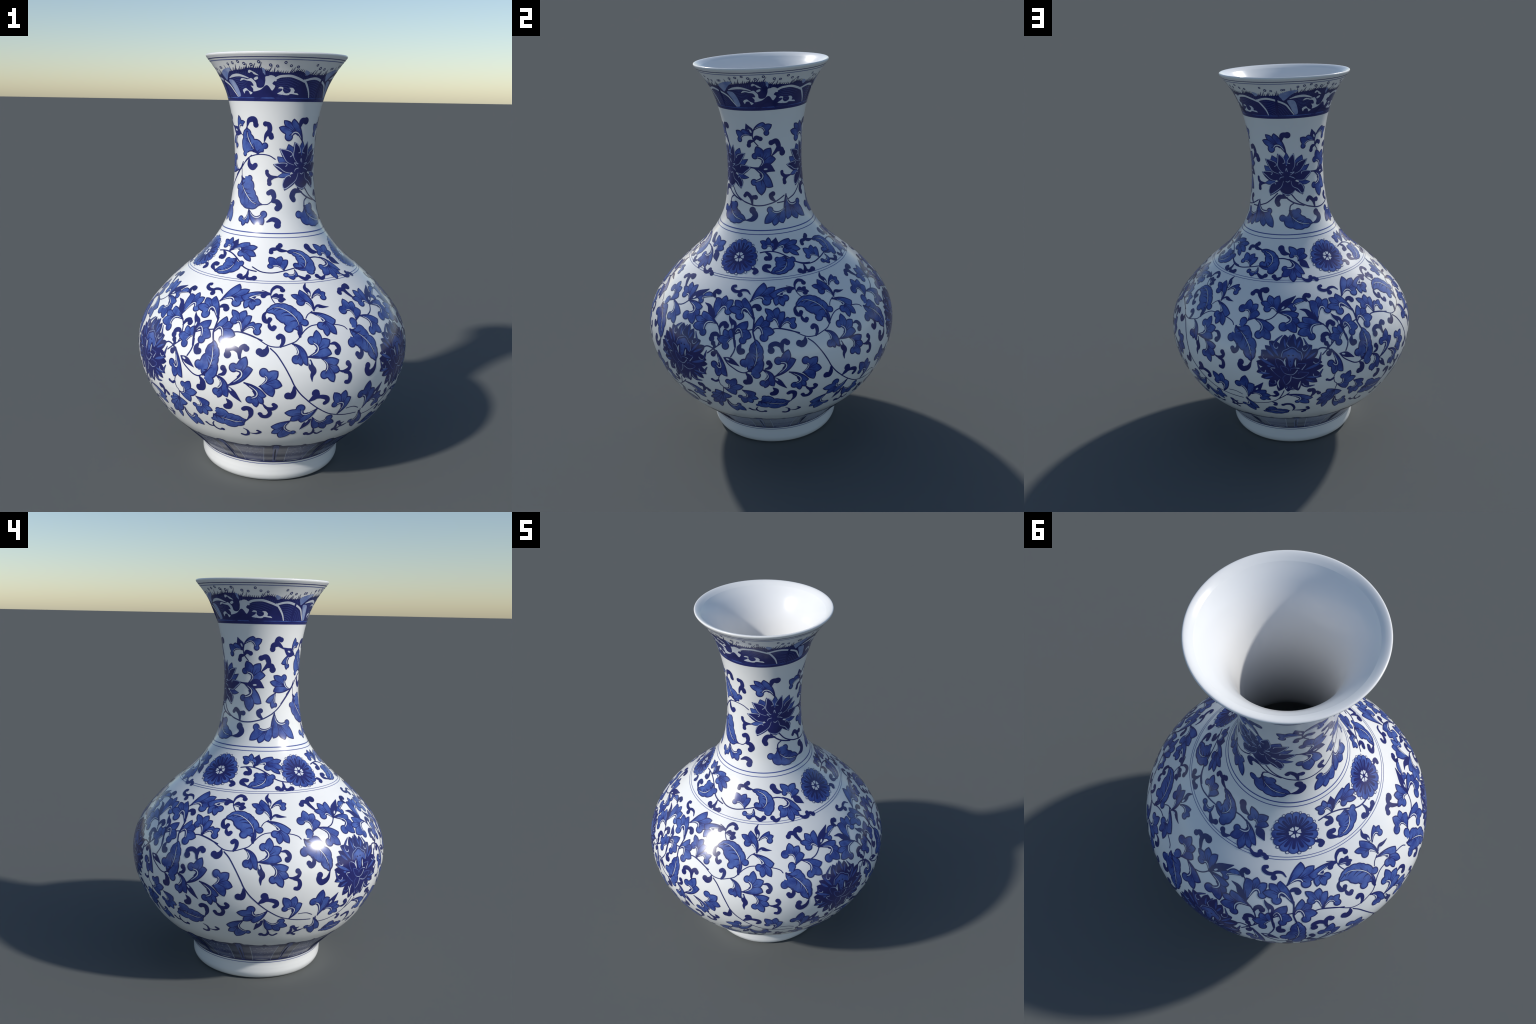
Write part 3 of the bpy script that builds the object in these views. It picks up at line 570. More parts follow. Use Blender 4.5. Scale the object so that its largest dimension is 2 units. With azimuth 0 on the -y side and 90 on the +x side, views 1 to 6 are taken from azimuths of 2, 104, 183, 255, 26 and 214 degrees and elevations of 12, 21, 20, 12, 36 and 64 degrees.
def neck_filling():
    stem([(-90.1,1.352),(-80.8,1.378),(-68.8,1.422),(-56.1,1.469),(-48.5,1.510)],0.0043)
    stem([(-65.3,1.445),(-51.8,1.488),(-33.0,1.543)],0.0036)
    hook((-58.1,1.471),[(-87.1,1.461),(-92.4,1.509),(-86.8,1.539)],(-69.7,1.528),0.015,(-65.6,1.487))
    hook((-83.8,1.456),[(-98.5,1.412),(-89.9,1.379)],(-85.3,1.395),0.010,(-85.2,1.434))
    curl([(-73.5,1.671),(-80.7,1.690),(-84.7,1.701),(-82.7,1.719),(-78.2,1.714)],0.0050,0.0202,0.0101)
    curl([(-80.7,1.690),(-88.7,1.689),(-90.2,1.669)],0.0122,0.0216,0.0115)
    hook((-56.3,1.644),[(-75.3,1.599),(-66.3,1.569)],(-64.0,1.586),0.009,(-64.3,1.621))
    flame([(-53.2,1.643),(-63.9,1.655),(-72.9,1.675)],0.0396,(-63.1,1.656))
    hook((-56.7,1.645),[(-53.4,1.722),(-42.7,1.695)],(-48.3,1.682),0.007,(-53.4,1.672))
    feather([(-22.6,1.551),(-31.1,1.582),(-38.5,1.626),(-39.5,1.673)],[(-36.9,1.561),(-45.9,1.556),(-49.7,1.586),(-47.2,1.621),(-44.1,1.656)],[(-15.2,1.561),(-15.9,1.584),(-19.5,1.608),(-28.2,1.616),(-33.0,1.639),(-35.5,1.659)],[((-44.7,1.548),0.010),((-12.6,1.589),0.013)])
    stem([(-56.7,1.645),(-51.7,1.640),(-47.3,1.631)],0.0035)
    curl([(-39.0,1.674),(-35.0,1.702),(-27.0,1.707),(-25.0,1.683)],0.0056,0.0218,0.0112)
    curl([(-13.5,1.609),(-11.2,1.637),(-6.3,1.660),(-7.4,1.685),(-11.7,1.688)],0.0049,0.0183,0.0098)
    curl([(-10.7,1.639),(-5.1,1.641),(-4.1,1.629)],0.0112,0.0183,0.0098)
    stem([(1.9,1.528),(-6.3,1.544),(-17.0,1.549),(-28.4,1.544),(-40.1,1.526),(-52.3,1.480),(-63.6,1.446),(-75.6,1.401)],0.0039)
    curl([(-37.0,1.527),(-36.5,1.500),(-30.9,1.487),(-26.3,1.498)],0.0056,0.0218,0.0091)
    stem([(-51.3,1.481),(-50.3,1.438)],0.0032)
    feather([(-50.4,1.441),(-47.0,1.397),(-36.5,1.353),(-26.2,1.325),(-13.2,1.319)],[(-38.9,1.432),(-29.3,1.421),(-27.9,1.387),(-24.1,1.362),(-20.0,1.340)],[(-54.0,1.402),(-56.3,1.366),(-50.3,1.337),(-42.6,1.308),(-31.6,1.298),(-22.0,1.303)],[((-34.8,1.436),0.013),((-56.6,1.391),0.011)])
    stem([(-14.3,1.319),(-6.7,1.322),(-1.4,1.337)],0.0035)
    curl([(-1.9,1.333),(1.3,1.355),(-1.4,1.379),(-6.1,1.373)],0.0056,0.0204,0.0091)
    curl([(0.0,1.335),(5.2,1.334),(8.3,1.315),(5.8,1.304)],0.0119,0.0232,0.0112)
    hook((-32.1,1.295),[(-30.3,1.232),(-36.5,1.218)],(-41.9,1.247),0.013,(-34.4,1.257))
    hook((-32.1,1.295),[(-20.8,1.226),(-11.2,1.229)],(-11.3,1.275),0.015,(-23.6,1.265))
    curl([(-6.6,1.242),(0.3,1.254),(6.8,1.243),(5.8,1.228)],0.0056,0.0204,0.0127)

PEONY_TIPS = [(59.4,0.797),(63.5,0.801),(66.3,0.788),(71.3,0.747),(73.9,0.727),(75.1,0.662),(75.6,0.643),(74.7,0.585),(72.9,0.556),(68.9,0.528),(64.6,0.511),(60.2,0.506),(56.2,0.510),(52.2,0.536),(49.0,0.589),(47.1,0.616),(47.1,0.673),(47.8,0.695),(49.0,0.728),(50.6,0.750),(52.4,0.770)]
PEONY_HEART = (61.8,0.659)
PEONY_BLADES = [[(56.7,0.701),(52.5,0.767)],
     [(54.7,0.701),(50.9,0.738)],
     [(55.3,0.651),(47.9,0.693)],
     [(52.9,0.612),(47.4,0.615)],
     [(54.2,0.600),(50.2,0.583)],
     [(67.2,0.687),(71.3,0.744)],
     [(68.2,0.684),(73.0,0.715)],
     [(67.6,0.631),(74.9,0.660)],
     [(68.3,0.590),(74.6,0.584)],
     [(67.8,0.577),(71.7,0.559)],
     [(59.6,0.740),(59.1,0.784)],
     [(64.2,0.749),(63.6,0.793)],
     [(64.7,0.739),(66.4,0.775)],
     [(51.6,0.655),(53.4,0.649)]]
PEONY_HOOKS = [[(58.2,0.795),(56.0,0.778),(54.5,0.759),(54.8,0.743),(55.9,0.739),(56.3,0.745)],
     [(61.9,0.795),(60.6,0.771),(60.3,0.756),(61.1,0.747)],
     [(67.8,0.780),(68.9,0.756),(69.6,0.741),(68.2,0.725),(67.2,0.728),(67.0,0.737)],
     [(49.2,0.724),(49.6,0.699),(50.3,0.688),(51.4,0.685),(51.6,0.690)],
     [(47.5,0.664),(48.5,0.632),(49.8,0.618),(50.8,0.620),(51.0,0.629)],
     [(75.0,0.709),(74.2,0.677),(73.6,0.663),(72.3,0.660),(71.4,0.668)],
     [(75.4,0.625),(74.3,0.606),(73.6,0.591),(71.6,0.591),(71.2,0.604)],
     [(52.3,0.562),(54.0,0.552),(55.2,0.562),(54.9,0.574)],
     [(71.7,0.538),(69.3,0.535),(67.6,0.540),(66.7,0.553)],
     [(60.7,0.630),(60.7,0.639),(59.6,0.649),(57.5,0.655),(58.1,0.631),(59.5,0.614),(61.8,0.607),(63.3,0.615),(64.5,0.632)],
     [(61.5,0.630),(61.7,0.640),(63.4,0.644),(65.2,0.641)],
     [(57.4,0.593),(55.7,0.608),(53.3,0.641),(55.0,0.644)],
     [(56.4,0.647),(55.5,0.670),(55.4,0.689),(56.6,0.691),(58.3,0.681),(59.0,0.668)],
     [(64.9,0.612),(65.3,0.621),(67.1,0.619),(69.2,0.614),(67.6,0.595),(65.1,0.584),(62.5,0.592)],
     [(64.5,0.657),(65.0,0.666),(66.8,0.664),(68.2,0.661),(66.4,0.633)],
     [(59.4,0.606),(58.3,0.591),(58.7,0.567),(59.6,0.551),(61.3,0.572),(61.8,0.598)],
     [(59.3,0.543),(60.0,0.536),(59.6,0.525)],
     [(61.3,0.542),(61.0,0.532),(62.0,0.522),(63.1,0.519)]]
PEONY_CORE = [(58.1,0.696),(58.8,0.720),(60.5,0.729),(62.3,0.737),(63.8,0.731),(64.7,0.721),(66.0,0.713),(66.3,0.692),(65.8,0.680),(65.1,0.685),(64.1,0.694),(63.2,0.687),(62.7,0.661),(61.6,0.646),(60.7,0.661),(60.5,0.686),(59.8,0.700),(58.9,0.693)]
PEONY_GAPS = [[(59.7,0.693),(59.2,0.681),(59.5,0.653)],
     [(64.0,0.687),(63.7,0.671),(63.7,0.650)],
     [(56.8,0.582),(56.0,0.559),(56.5,0.528)],
     [(65.7,0.570),(65.2,0.549),(64.6,0.526)]]
LOTUS_FRONT = [[(-3.9,1.499),(-15.5,1.564),(-12.1,1.607),(0.1,1.573),(-0.6,1.501)],
     [(0.7,1.501),(2.0,1.573),(11.6,1.607),(15.4,1.562),(3.9,1.499)],
     [(-9.1,1.499),(-26.9,1.516),(-33.5,1.576),(-13.3,1.573),(-3.8,1.504)],
     [(5.1,1.499),(25.2,1.513),(33.8,1.572),(16.1,1.571),(5.2,1.505)],
     [(-6.6,1.484),(-27.6,1.452),(-41.6,1.504),(-23.8,1.523),(-7.8,1.499)],
     [(7.6,1.483),(27.4,1.448),(42.5,1.503),(25.3,1.520),(7.7,1.498)],
     [(-4.2,1.464),(-7.1,1.421),(-25.8,1.386),(-30.7,1.438),(-10.7,1.464)],
     [(6.8,1.464),(8.3,1.424),(24.3,1.390),(31.6,1.433),(12.6,1.462)],
     [(-4.1,1.473),(-13.0,1.407),(1.6,1.386),(15.9,1.409),(6.2,1.472)]]
LOTUS_BACK = [[(-9.9,1.539),(-26.8,1.558),(-21.2,1.597),(-13.2,1.584),(-5.9,1.548)],
     [(10.6,1.537),(14.8,1.580),(24.8,1.596),(28.3,1.558),(11.9,1.532)],
     [(-19.9,1.502),(-34.9,1.506),(-36.1,1.540),(-26.5,1.538),(-16.9,1.520)],
     [(18.2,1.500),(30.9,1.504),(37.8,1.543),(25.4,1.537),(17.1,1.518)],
     [(18.0,1.470),(24.9,1.471),(38.4,1.450),(28.6,1.435),(19.1,1.456)],
     [(-17.4,1.472),(-27.4,1.470),(-35.5,1.449),(-29.1,1.440),(-17.5,1.454)],
     [(-2.1,1.547),(-4.8,1.582),(1.1,1.611),(6.5,1.581),(3.0,1.547)]]
LOTUS_WHITES = [[(-5.1,1.504),(-12.5,1.538),(-12.3,1.573),(-10.9,1.603),(-5.3,1.593),(-2.4,1.574),(-1.9,1.560),(-4.5,1.557)],
     [(9.2,1.518),(13.3,1.545),(12.9,1.580),(11.1,1.603),(6.6,1.590),(2.7,1.573),(1.9,1.560),(5.7,1.555)],
     [(-11.7,1.501),(-22.5,1.517),(-29.2,1.552),(-31.8,1.574),(-24.3,1.571),(-16.2,1.560),(-14.8,1.547),(-17.9,1.540)],
     [(12.9,1.502),(21.1,1.514),(28.3,1.544),(32.4,1.570),(25.5,1.567),(18.6,1.557),(16.6,1.544)],
     [(-12.7,1.464),(-24.5,1.470),(-33.5,1.490),(-40.1,1.504),(-31.5,1.511),(-23.3,1.510),(-22.4,1.502),(-24.2,1.496)],
     [(14.6,1.468),(26.2,1.464),(32.2,1.477),(40.5,1.502),(31.0,1.510),(24.5,1.509),(23.7,1.500)],
     [(-4.6,1.465),(-8.3,1.434),(-16.4,1.411),(-25.4,1.393),(-28.4,1.412),(-24.6,1.444),(-18.9,1.454),(-16.9,1.448)],
     [(6.8,1.464),(9.1,1.437),(17.3,1.420),(23.0,1.396),(27.4,1.409),(25.1,1.436),(20.5,1.451),(19.0,1.445)],
     [(-10.4,1.414),(-5.9,1.401),(1.6,1.392),(8.0,1.400),(12.7,1.414)],
     [(-1.1,1.515),(0.3,1.530),(1.7,1.514)],
     [(-6.5,1.495),(-10.9,1.511),(-5.1,1.508)],
     [(5.7,1.494),(12.0,1.510),(6.5,1.507)],
     [(-10.7,1.471),(-9.2,1.482),(-4.6,1.487)],
     [(13.4,1.475),(10.2,1.482),(5.0,1.488)],
     [(-1.6,1.464),(1.6,1.459),(4.8,1.465)]]
LOTUS_HEART = (0.0,1.495)
SPRAY_TOP = [(-72.2,1.906),(-64.1,1.910),(-54.5,1.922),(-46.9,1.919),(-39.4,1.924),(-32.1,1.926),(-27.4,1.931),(-22.2,1.933),(-17.5,1.931),(-12.9,1.930),(-11.4,1.908),(-9.0,1.920),(-3.9,1.915),(2.5,1.915),(8.6,1.912),(15.7,1.914),(20.1,1.922),(27.2,1.915),(29.3,1.903),(32.2,1.908),(40.9,1.906),(51.7,1.908),(58.5,1.898)]
CREST_ARCS = [[(-52.8,1.891),(-45.2,1.900),(-38.0,1.902),(-31.3,1.895),(-27.1,1.888)],
     [(-0.2,1.887),(4.1,1.896),(8.9,1.899),(15.3,1.899),(23.7,1.888),(30.4,1.876)],
     [(29.7,1.883),(34.2,1.861),(38.6,1.833),(40.8,1.808)],
     [(30.9,1.882),(37.6,1.890),(44.3,1.891),(54.0,1.879),(62.8,1.860),(68.0,1.832),(72.5,1.808)]]
FOAM = [[(-38.6,1.879),(-35.7,1.890),(-31.8,1.888),(-29.0,1.885),(-24.7,1.890),(-21.6,1.879),(-19.9,1.868),(-19.3,1.852),(-16.0,1.848),(-12.3,1.855),(-10.5,1.877),(-9.7,1.897),(-3.1,1.896),(-0.6,1.880),(-2.9,1.866),(0.0,1.856),(-2.1,1.839),(-4.3,1.836),(-9.0,1.858),(-16.0,1.838),(-24.5,1.830),(-24.7,1.842),(-27.0,1.857),(-23.7,1.857),(-25.6,1.873),(-30.1,1.877),(-33.5,1.881),(-37.9,1.876)],
     [(-38.2,1.837),(-33.4,1.847),(-30.0,1.836),(-25.6,1.826),(-28.9,1.817),(-31.2,1.833),(-34.7,1.831),(-36.4,1.820)],
     [(-22.1,1.888),(-19.1,1.896),(-16.8,1.895),(-17.4,1.885),(-20.8,1.879)],
     [(2.6,1.845),(4.7,1.854),(8.5,1.850),(8.3,1.837),(11.2,1.826),(15.6,1.831),(15.8,1.843),(13.6,1.849),(18.4,1.850),(21.3,1.838),(20.8,1.829),(24.6,1.827),(26.2,1.817),(17.1,1.821),(13.7,1.815),(5.1,1.818),(1.7,1.823),(6.0,1.835),(7.0,1.843)],
     [(-26.6,1.916),(-24.7,1.925),(-21.1,1.918),(-18.0,1.909),(-15.9,1.899),(-20.8,1.904),(-22.8,1.914),(-25.5,1.909)]]
MIST = [[(-55.7,1.880),(-48.6,1.881),(-44.9,1.857),(-42.6,1.819),(-44.3,1.808),(-48.0,1.812),(-51.1,1.841)],
     [(-63.7,1.913),(-53.5,1.931),(-44.9,1.932),(-51.9,1.909),(-59.0,1.882),(-61.6,1.892)],
     [(27.7,1.915),(28.5,1.925),(33.2,1.915),(30.9,1.903)],
     [(-12.2,1.931),(-9.8,1.927),(-9.8,1.903),(-11.5,1.912)]]
SPIRAL = [(-0.1,1.880),(-1.6,1.893),(-5.0,1.897),(-7.6,1.888),(-7.0,1.877),(-4.4,1.878),(-4.1,1.885),(-6.1,1.887)]
DROP = [(-17.1,1.899),(-16.2,1.888),(-15.2,1.869)]
BUBBLES = [(-60.8,1.936),(-45.7,1.950),(-39.7,1.954),(-33.4,1.959),(-27.9,1.950),(-21.5,1.946),(-14.2,1.957),(-4.4,1.944),(1.4,1.940),(8.2,1.955),(13.2,1.942),(19.7,1.938),(38.1,1.948),(42.9,1.935),(48.7,1.932),(61.4,1.937)]

STATE.update(parent=BODY, repeat=3, lift=.0008)
belly_vine()
MATS['lace'] = pigment('pale_lace_line', (.34, .40, .60), (.52, .57, .72), scale=14)
MATS['pillar'] = pigment('cobalt_pillar', (.040, .065, .24), (.070, .11, .34), scale=14)
MATS['panel'] = pigment('cobalt_panel', (.032, .044, .15), (.060, .078, .22), scale=14)
MATS['slate_line'] = pigment('slate_reserve', (.26, .30, .42), (.36, .40, .52), scale=12)
ORDER = list(MATS)

# ------------------------------------------------------------------ flowers
def blade(S, a, b, w, mat, pri):
    """Slender petal from a to b."""
    m = (a+b)/2; n = unit(perp(b-a))*w
    S.fill(np.vstack([bez(a, m+n, b)[:-1], bez(b, m-n, a)[:-1]]), mat, pri)

def peony():
    S = Sheet(PEONY_TIPS); T = S.all(PEONY_TIPS); H = S.at(PEONY_HEART)
    lb, notches = lobes(T + [T[0]], H, .23)
    out = np.vstack(lb); S.fill(out, 'deep', 1); S.stroke(out, .0032, 'line', 2, closed=True)
    for a, b in PEONY_BLADES:
        A, B = S.at(a), S.at(b); w = .0075 + .05*np.linalg.norm(B-A)
        blade(S, A, B, w+.003, 'line', 3); blade(S, A, A*.05+B*.95, w, 'wash', 4)
    for h in PEONY_HOOKS:
        P = catmull(S.all(h), .003)
        S.stroke(P, [.005, .012, .015, .010], 'deep', 1.5)
        S.stroke(P, [.0022, .003, .003, .0036], 'thin', 5); k = int(len(P)*.55)
        S.stroke(P[k:], [.001, .0026, .0036, .0042], 'lace', 6)
    core = catmull(S.all(PEONY_CORE), .003, closed=True)
    S.fill(core, 'wash', 7); S.stroke(core, .003, 'line', 8, closed=True)
    S.stroke(catmull([(p-H)*1.10+H for p in S.all(PEONY_CORE)[:9]], .003), [.0035, .0028, .0028, .0035], 'pale', 6)
    for dx in (-.009, .009):
        S.disc(S.at((61.9, .706)) + np.array([dx*1.2, 0]), .0055, 'line', 9, ry=.004)
    for z in (.678, .660): S.disc(S.at((61.7, z)), .003, 'line', 9)
    for g in PEONY_GAPS:
        a, m, b = S.all(g); S.stroke(catmull([a, m, b], .003), [.001, .0055, .0075, .0055, .001], 'white', 10)
    emit(S, 'peony')

def lotus():
    pts = [p for q in LOTUS_FRONT for p in q]
    S = Sheet(pts + [(-60, 1.5), (60, 1.5)])
    def petal(q, mat, pri):
        a, c1, t, c2, b = S.all(q)
        o = np.vstack([bez3(a, a*.25+c1*.75, c1*1.05-t*.05, t, .003)[:-1], bez3(t, c2*1.05-t*.05, b*.25+c2*.75, b, .003)])
        S.fill(o, mat, pri); S.stroke(o, .0034, 'line', pri+.04 if mat == 'deep' else pri+.4, cap=False)
    for i, q in enumerate(LOTUS_BACK): petal(q, 'wash', 1+i*.01)
    for i, q in enumerate(LOTUS_FRONT[::-1]): petal(q, 'deep', 2+i*.05)
    for w in LOTUS_WHITES:
        P = catmull(S.all(w), .0025); S.stroke(P, [.0012, .0024, .0034, .0040, .0034, .0030, .0036], 'lace', 6)
    H = S.at(LOTUS_HEART)
    for k in range(8): blade(S, H, H + .030*np.array([math.cos(k*.785), math.sin(k*.785)]), .006, 'line', 5)
    S.disc(H, .011, 'deep', 7)
    S.disc(H, .058, 'deep', 1.9, ry=.050)
    emit(S, 'lotus')

def chrysanthemum(phi, z, R=.095):
    S = Sheet([(phi, z)]); n = 14
    ph = .12
    for k in range(n):
        a = ph + 2*math.pi*k/n; d = np.array([math.cos(a), math.sin(a)]); t = perp(d); w = math.pi/n
        rim = lambda f, r: r*np.array([math.cos(a+f*w), math.sin(a+f*w)])
        o = np.vstack([[rim(-.95, R*.30)], bez(rim(-.95, R*.86), rim(-.7, R*.99), rim(0, R*1.0), .003), bez(rim(0, R*1.0), rim(.7, R*.99), rim(.95, R*.86), .003)[1:], [rim(.95, R*.30)]])
        S.fill(o, 'wash', 1); S.stroke(o, .0028, 'line', 3, closed=True)
        S.stroke([d*R*.24, d*R*.62, d*R*.74], [R*.12, R*.15, R*.13], 'deep', 2)
        S.stroke([rim(1, R*.3), rim(1, R*.86)], [.005, .0024], 'line', 3)
        g = rim(1, R*.975); q = unit(g)                 # little beads between the petals
        S.disc(g, .0075, 'line', 0.5, n=10); S.disc(g + q*.0005, .0045, 'white', 4, n=10)
    S.disc((0, 0), R*.34, 'deep', 4)
    for k in range(6):
        a = ph + math.pi*k/3; d = np.array([math.cos(a), math.sin(a)]); t = perp(d)
        heart = np.array([d*R*.09, d*R*.20+t*R*.085, d*R*.27+t*R*.07, d*R*.25, d*R*.27-t*R*.07, d*R*.20-t*R*.085])
        S.fill(catmull(heart, .002, closed=True), 'white', 6)
    S.disc((0, 0), R*.075, 'line', 7, n=12)
    emit(S, 'chrysanthemum')

STATE.update(parent=BODY, repeat=3, lift=.0010); peony()

# shoulder: chrysanthemums joined by a scroll; the last gap is shorter than the others
STATE.update(parent=SHOULDER, repeat=1, lift=.0008)
MUMS = [-70.4, 78.2, 218.4]
for c in MUMS: STATE['turn'] = 0; chrysanthemum(c, 1.079)
for c in MUMS: STATE['turn'] = c; scroll_after_mum()
for c in MUMS[1:]: STATE['turn'] = c; scroll_before_mum()

# neck: two lotus sprays and a filling spray between them
STATE.update(parent=NECK, lift=.0006)
for c in (41.0, 180.3): STATE['turn'] = c; neck_spray(); lotus()
STATE['turn'] = 0; neck_filling()
stem([(141, 1.335), (149, 1.347), (158, 1.372), (166, 1.40)], .0045)
stem([(120, 1.32), (131, 1.323), (141, 1.335)], .0045)

# ------------------------------------------------------------------ wave border under the lip
def wave_border():
    """One 120-degree repeat: dark water with combed lines, white crests and foam, spray on top."""
    left, right = -67.0, 53.0
    S = Sheet([(left, 1.86), (right, 1.86)])
    top = [S.at(p) for p in SPRAY_TOP if left+1 < p[0] < right-1]
    def arc(z, a=left, b=right, n=40): return [S.at((a+(b-a)*i/n, z)) for i in range(n+1)]
    edge0 = S.at((left, 1.906)); edge1 = S.at((right, 1.906))
    crown = catmull([edge0] + sorted(top, key=lambda p: p[0]) + [edge1], .003)
    S.fill(np.vstack([arc(1.789), crown[::-1]]), 'deep', 1)
    S.stroke(arc(1.7925), .009, 'line', 9, cap=False)
    emit(S, 'wave_border', -.0003, grid=.012); S = Sheet([(left, 1.86), (right, 1.86)])
    S.stroke(arc(1.803), [.002, .006, .003, .0065, .002, .005, .004], 'wash', 3, cap=False)
    # combed water: lines parallel to the crests
    for ci, (k, depth) in enumerate(((1, .075), (3, .085), (0, .05))):
        C = catmull(S.all(CREST_ARCS[k]), .004)
        c0 = S.at([(4, 1.80), (40, 1.79), (-36, 1.82)][ci])
        for q in np.linspace(.14, .86, 9):
            P = C*(1-q) + c0*q
            P = P[(P[:, 1] > S.at((0, 1.80))[1])]
            if len(P) > 3: S.stroke(P, [.0008, .0016, .0016, .0008], 'thin', 2, cap=False)
    for m in MIST: S.fill(catmull(S.all(m), .004, closed=True), 'pale', 4)
    for i, c in enumerate(CREST_ARCS):
        P = catmull(S.all(c), .004); w = [[.003, .012, .014, .010, .004], [.012, .012, .012, .011, .009], [.008, .009, .008, .005], [.010, .012, .010, .008, .004]][i]
        S.stroke(P, np.array(w)+.005, 'line', 4.5, cap=False); S.stroke(P, w, 'white', 5)
    for f in FOAM:
        P = catmull(S.all(f), .003, closed=True); S.fill(P, 'white', 6); S.stroke(P, .003, 'line', 6.5, closed=True)
    S.stroke(catmull(S.all(SPIRAL), .003), [.010, .010, .009, .006], 'white', 7)
    D = catmull(S.all(DROP), .003); S.stroke(D, [.006, .010, .020], 'line', 8); S.disc(D[-1], .0145, 'line', 8, ry=.018)
    # grass-like spray
    x = crown[0][0]; rng = np.random.default_rng(11)
    while x < crown[-1][0]:
        y = np.interp(x, crown[:, 0], crown[:, 1]); long = rng.random() < .22
        h = (.026 if long else .011) * rng.uniform(.7, 1.2); lean = rng.uniform(.15, .55)*h*(1 if x > S.at((-45, 1.9))[0] else -.2)
        S.stroke(bez(np.array([x-lean*.5, y-.012]), np.array([x, y]), np.array([x+lean, y+h])), [.0065, .004, .0012], 'deep', 3.5, cap=False)
        x += rng.uniform(.006, .011)
    # darker strokes of spray over the crests
    x = crown[0][0]
    while x < crown[-1][0]:
        y = np.interp(x, crown[:, 0], crown[:, 1])
        S.stroke([np.array([x, y-.030]), np.array([x+.006, y-.004])], [.001, .002, .001], 'thin', 2, cap=False); x += .009
    # small tufts rising from the bottom of the foam
    x = S.at((-24, 1.8))[0]
    while x < S.at((16, 1.8))[0]:
        z = S.at((0, 1.812))[1] + .030*max(0, 1-abs(x-S.at((-9, 1.8))[0])/.05)
        S.stroke([np.array([x, z-.02]), np.array([x+.002, z+rng.uniform(.004, .010)])], [.006, .001], 'deep', 7, cap=False); x += .0055
    emit(S, 'foam_crest', grid=.012)
    for b in BUBBLES:
        S = Sheet([b]); r = rng.uniform(.0062, .0078)
        S.disc((0, 0), r, 'line', 1, ry=r*1.05); S.disc((0, 0), r*.5, 'white', 2, ry=r*.42)
        emit(S, 'bubble')

STATE.update(parent=MOUTH, lift=.0008, repeat=1)
for k in range(3): STATE['turn'] = 120*k; wave_border()
STATE['turn'] = 0

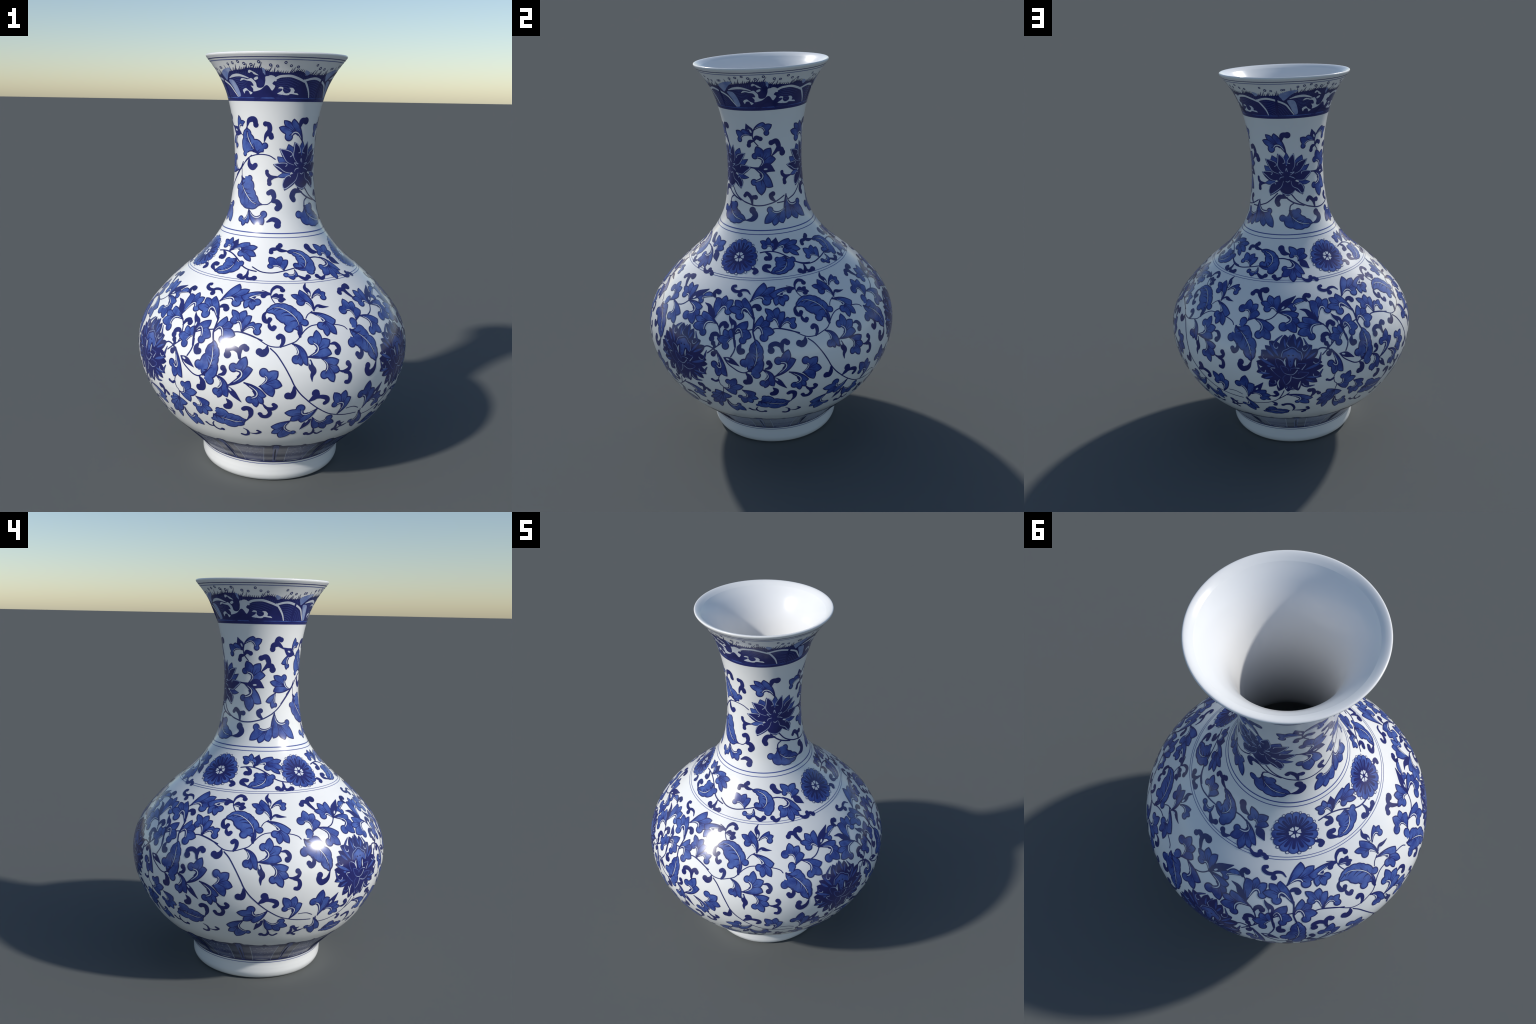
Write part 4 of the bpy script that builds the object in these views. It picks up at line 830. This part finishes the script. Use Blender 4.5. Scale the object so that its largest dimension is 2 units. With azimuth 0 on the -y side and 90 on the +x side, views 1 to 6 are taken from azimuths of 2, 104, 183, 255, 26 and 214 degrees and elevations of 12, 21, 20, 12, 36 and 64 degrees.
# ------------------------------------------------------------------ lappet border above the foot
def lappet():
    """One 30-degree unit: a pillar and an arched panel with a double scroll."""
    c = 4.0; S = Sheet([(c, .19), (c+30, .19)])
    def row(z, a, b, n=24): return [S.at((a+(b-a)*i/n, z)) for i in range(n+1)]
    top = [(0, .272), (1.9, .270), (3.2, .262), (6.5, .2625), (10.5, .2585), (13.6, .259), (15, .266), (16.4, .259), (19.5, .2585), (23.5, .2625), (26.8, .262), (28.1, .270), (30, .272)]
    crown = catmull([S.at((c+a, z)) for a, z in top], .004)
    S.fill(np.vstack([row(.1085, c, c+30), crown[::-1]]), 'slate', 1)
    S.stroke(crown, .0035, 'line', 3, cap=False)
    S.stroke(row(.112, c, c+30), .0065, 'line', 6, cap=False)
    lft, rgt = c+6.6, c+23.4
    panel = [S.at((lft+1.1, .117)), S.at((lft, .248)), S.at((c+15, .2495)), S.at((rgt, .248)), S.at((rgt-1.1, .117))]
    S.fill(np.array(panel), 'panel', 2)
    S.stroke(row(.122, lft+1.5, rgt-1.5), .006, 'panel', 2.5)
    for s in (-1, 1):
        P = [S.at((c+15+s*7.3, .117)), S.at((c+15+s*7.8, .180)), S.at((c+15+s*8.4, .247))]
        S.stroke(catmull(P, .004), .0035, 'slate_line', 5)
        Q = [S.at((c+15+s*a, z)) for a, z in ((8.4, .247), (6, .2505), (3, .246), (.9, .236), (1.6, .225), (3.6, .223), (4.6, .229), (3.4, .232))]
        S.stroke(catmull(Q, .003), [.0035, .0035, .003, .002], 'slate_line', 5)
        for a, z, r in ((3.2, .186, .0045), (1.5, .176, .0035), (5.2, .205, .004), (6.1, .205, .004), (1.0, .192, .004), (3.8, .172, .003), (5.0, .150, .004)):
            S.disc(S.at((c+15+s*a, z)), r, 'slate_line', 4, ry=r*.6, n=8)
    S.disc(S.at((c+15, .217)), .005, 'slate_line', 5, ry=.006, n=8)
    emit(S, 'lappet', grid=.014)

def pillar():
    S = Sheet([(4.0, .19)])
    half = [(1.2, .1165), (1.35, .14), (1.5, .17), (1.65, .20), (1.75, .23), (1.8, .255), (1.4, .265), (.7, .2695), (0, .2705)]
    P = np.array([S.at((4+a, z)) for a, z in half] + [S.at((4-a, z)) for a, z in half[::-1][1:]])
    S.fill(P, 'pillar', 1); S.stroke(P[:-1], .003, 'line', 2)
    emit(S, 'pillar', .0006, grid=.008)

STATE.update(parent=BODY, lift=.0007, repeat=12); lappet(); pillar()
STATE.update(repeat=1)

# ------------------------------------------------------------------ banding lines drawn on the wheel
def wheel_line(z, w, parent, mat='thin'):
    s = height_to_arc(z); ss = np.linspace(s-w/2, s+w/2, 3)
    r = np.interp(ss, ST, RT); zz = np.interp(ss, ST, ZT)
    nr = np.stack([np.interp(ss, ST, DZ), -np.interp(ss, ST, DR)], 1); nr /= np.linalg.norm(nr, axis=1)[:, None]
    pts = [(a + n[0]*.0006, b + n[1]*.0006) for a, b, n in zip(r, zz, nr)]
    lathe('banding_line', pts, parent, MATS[mat], seg=160, ring_nrm=nr)
for z, w, p, m in ((1.9775, .0042, MOUTH, 'line'), (1.9675, .0036, MOUTH, 'thin'), (1.1925, .0052, NECK, 'thin'), (1.1748, .0036, SHOULDER, 'thin'),
                   (1.0062, .0026, SHOULDER, 'thin'), (.9985, .0026, BODY, 'thin'), (.0975, .0034, FOOT, 'thin')):
    wheel_line(z, w, p, m)
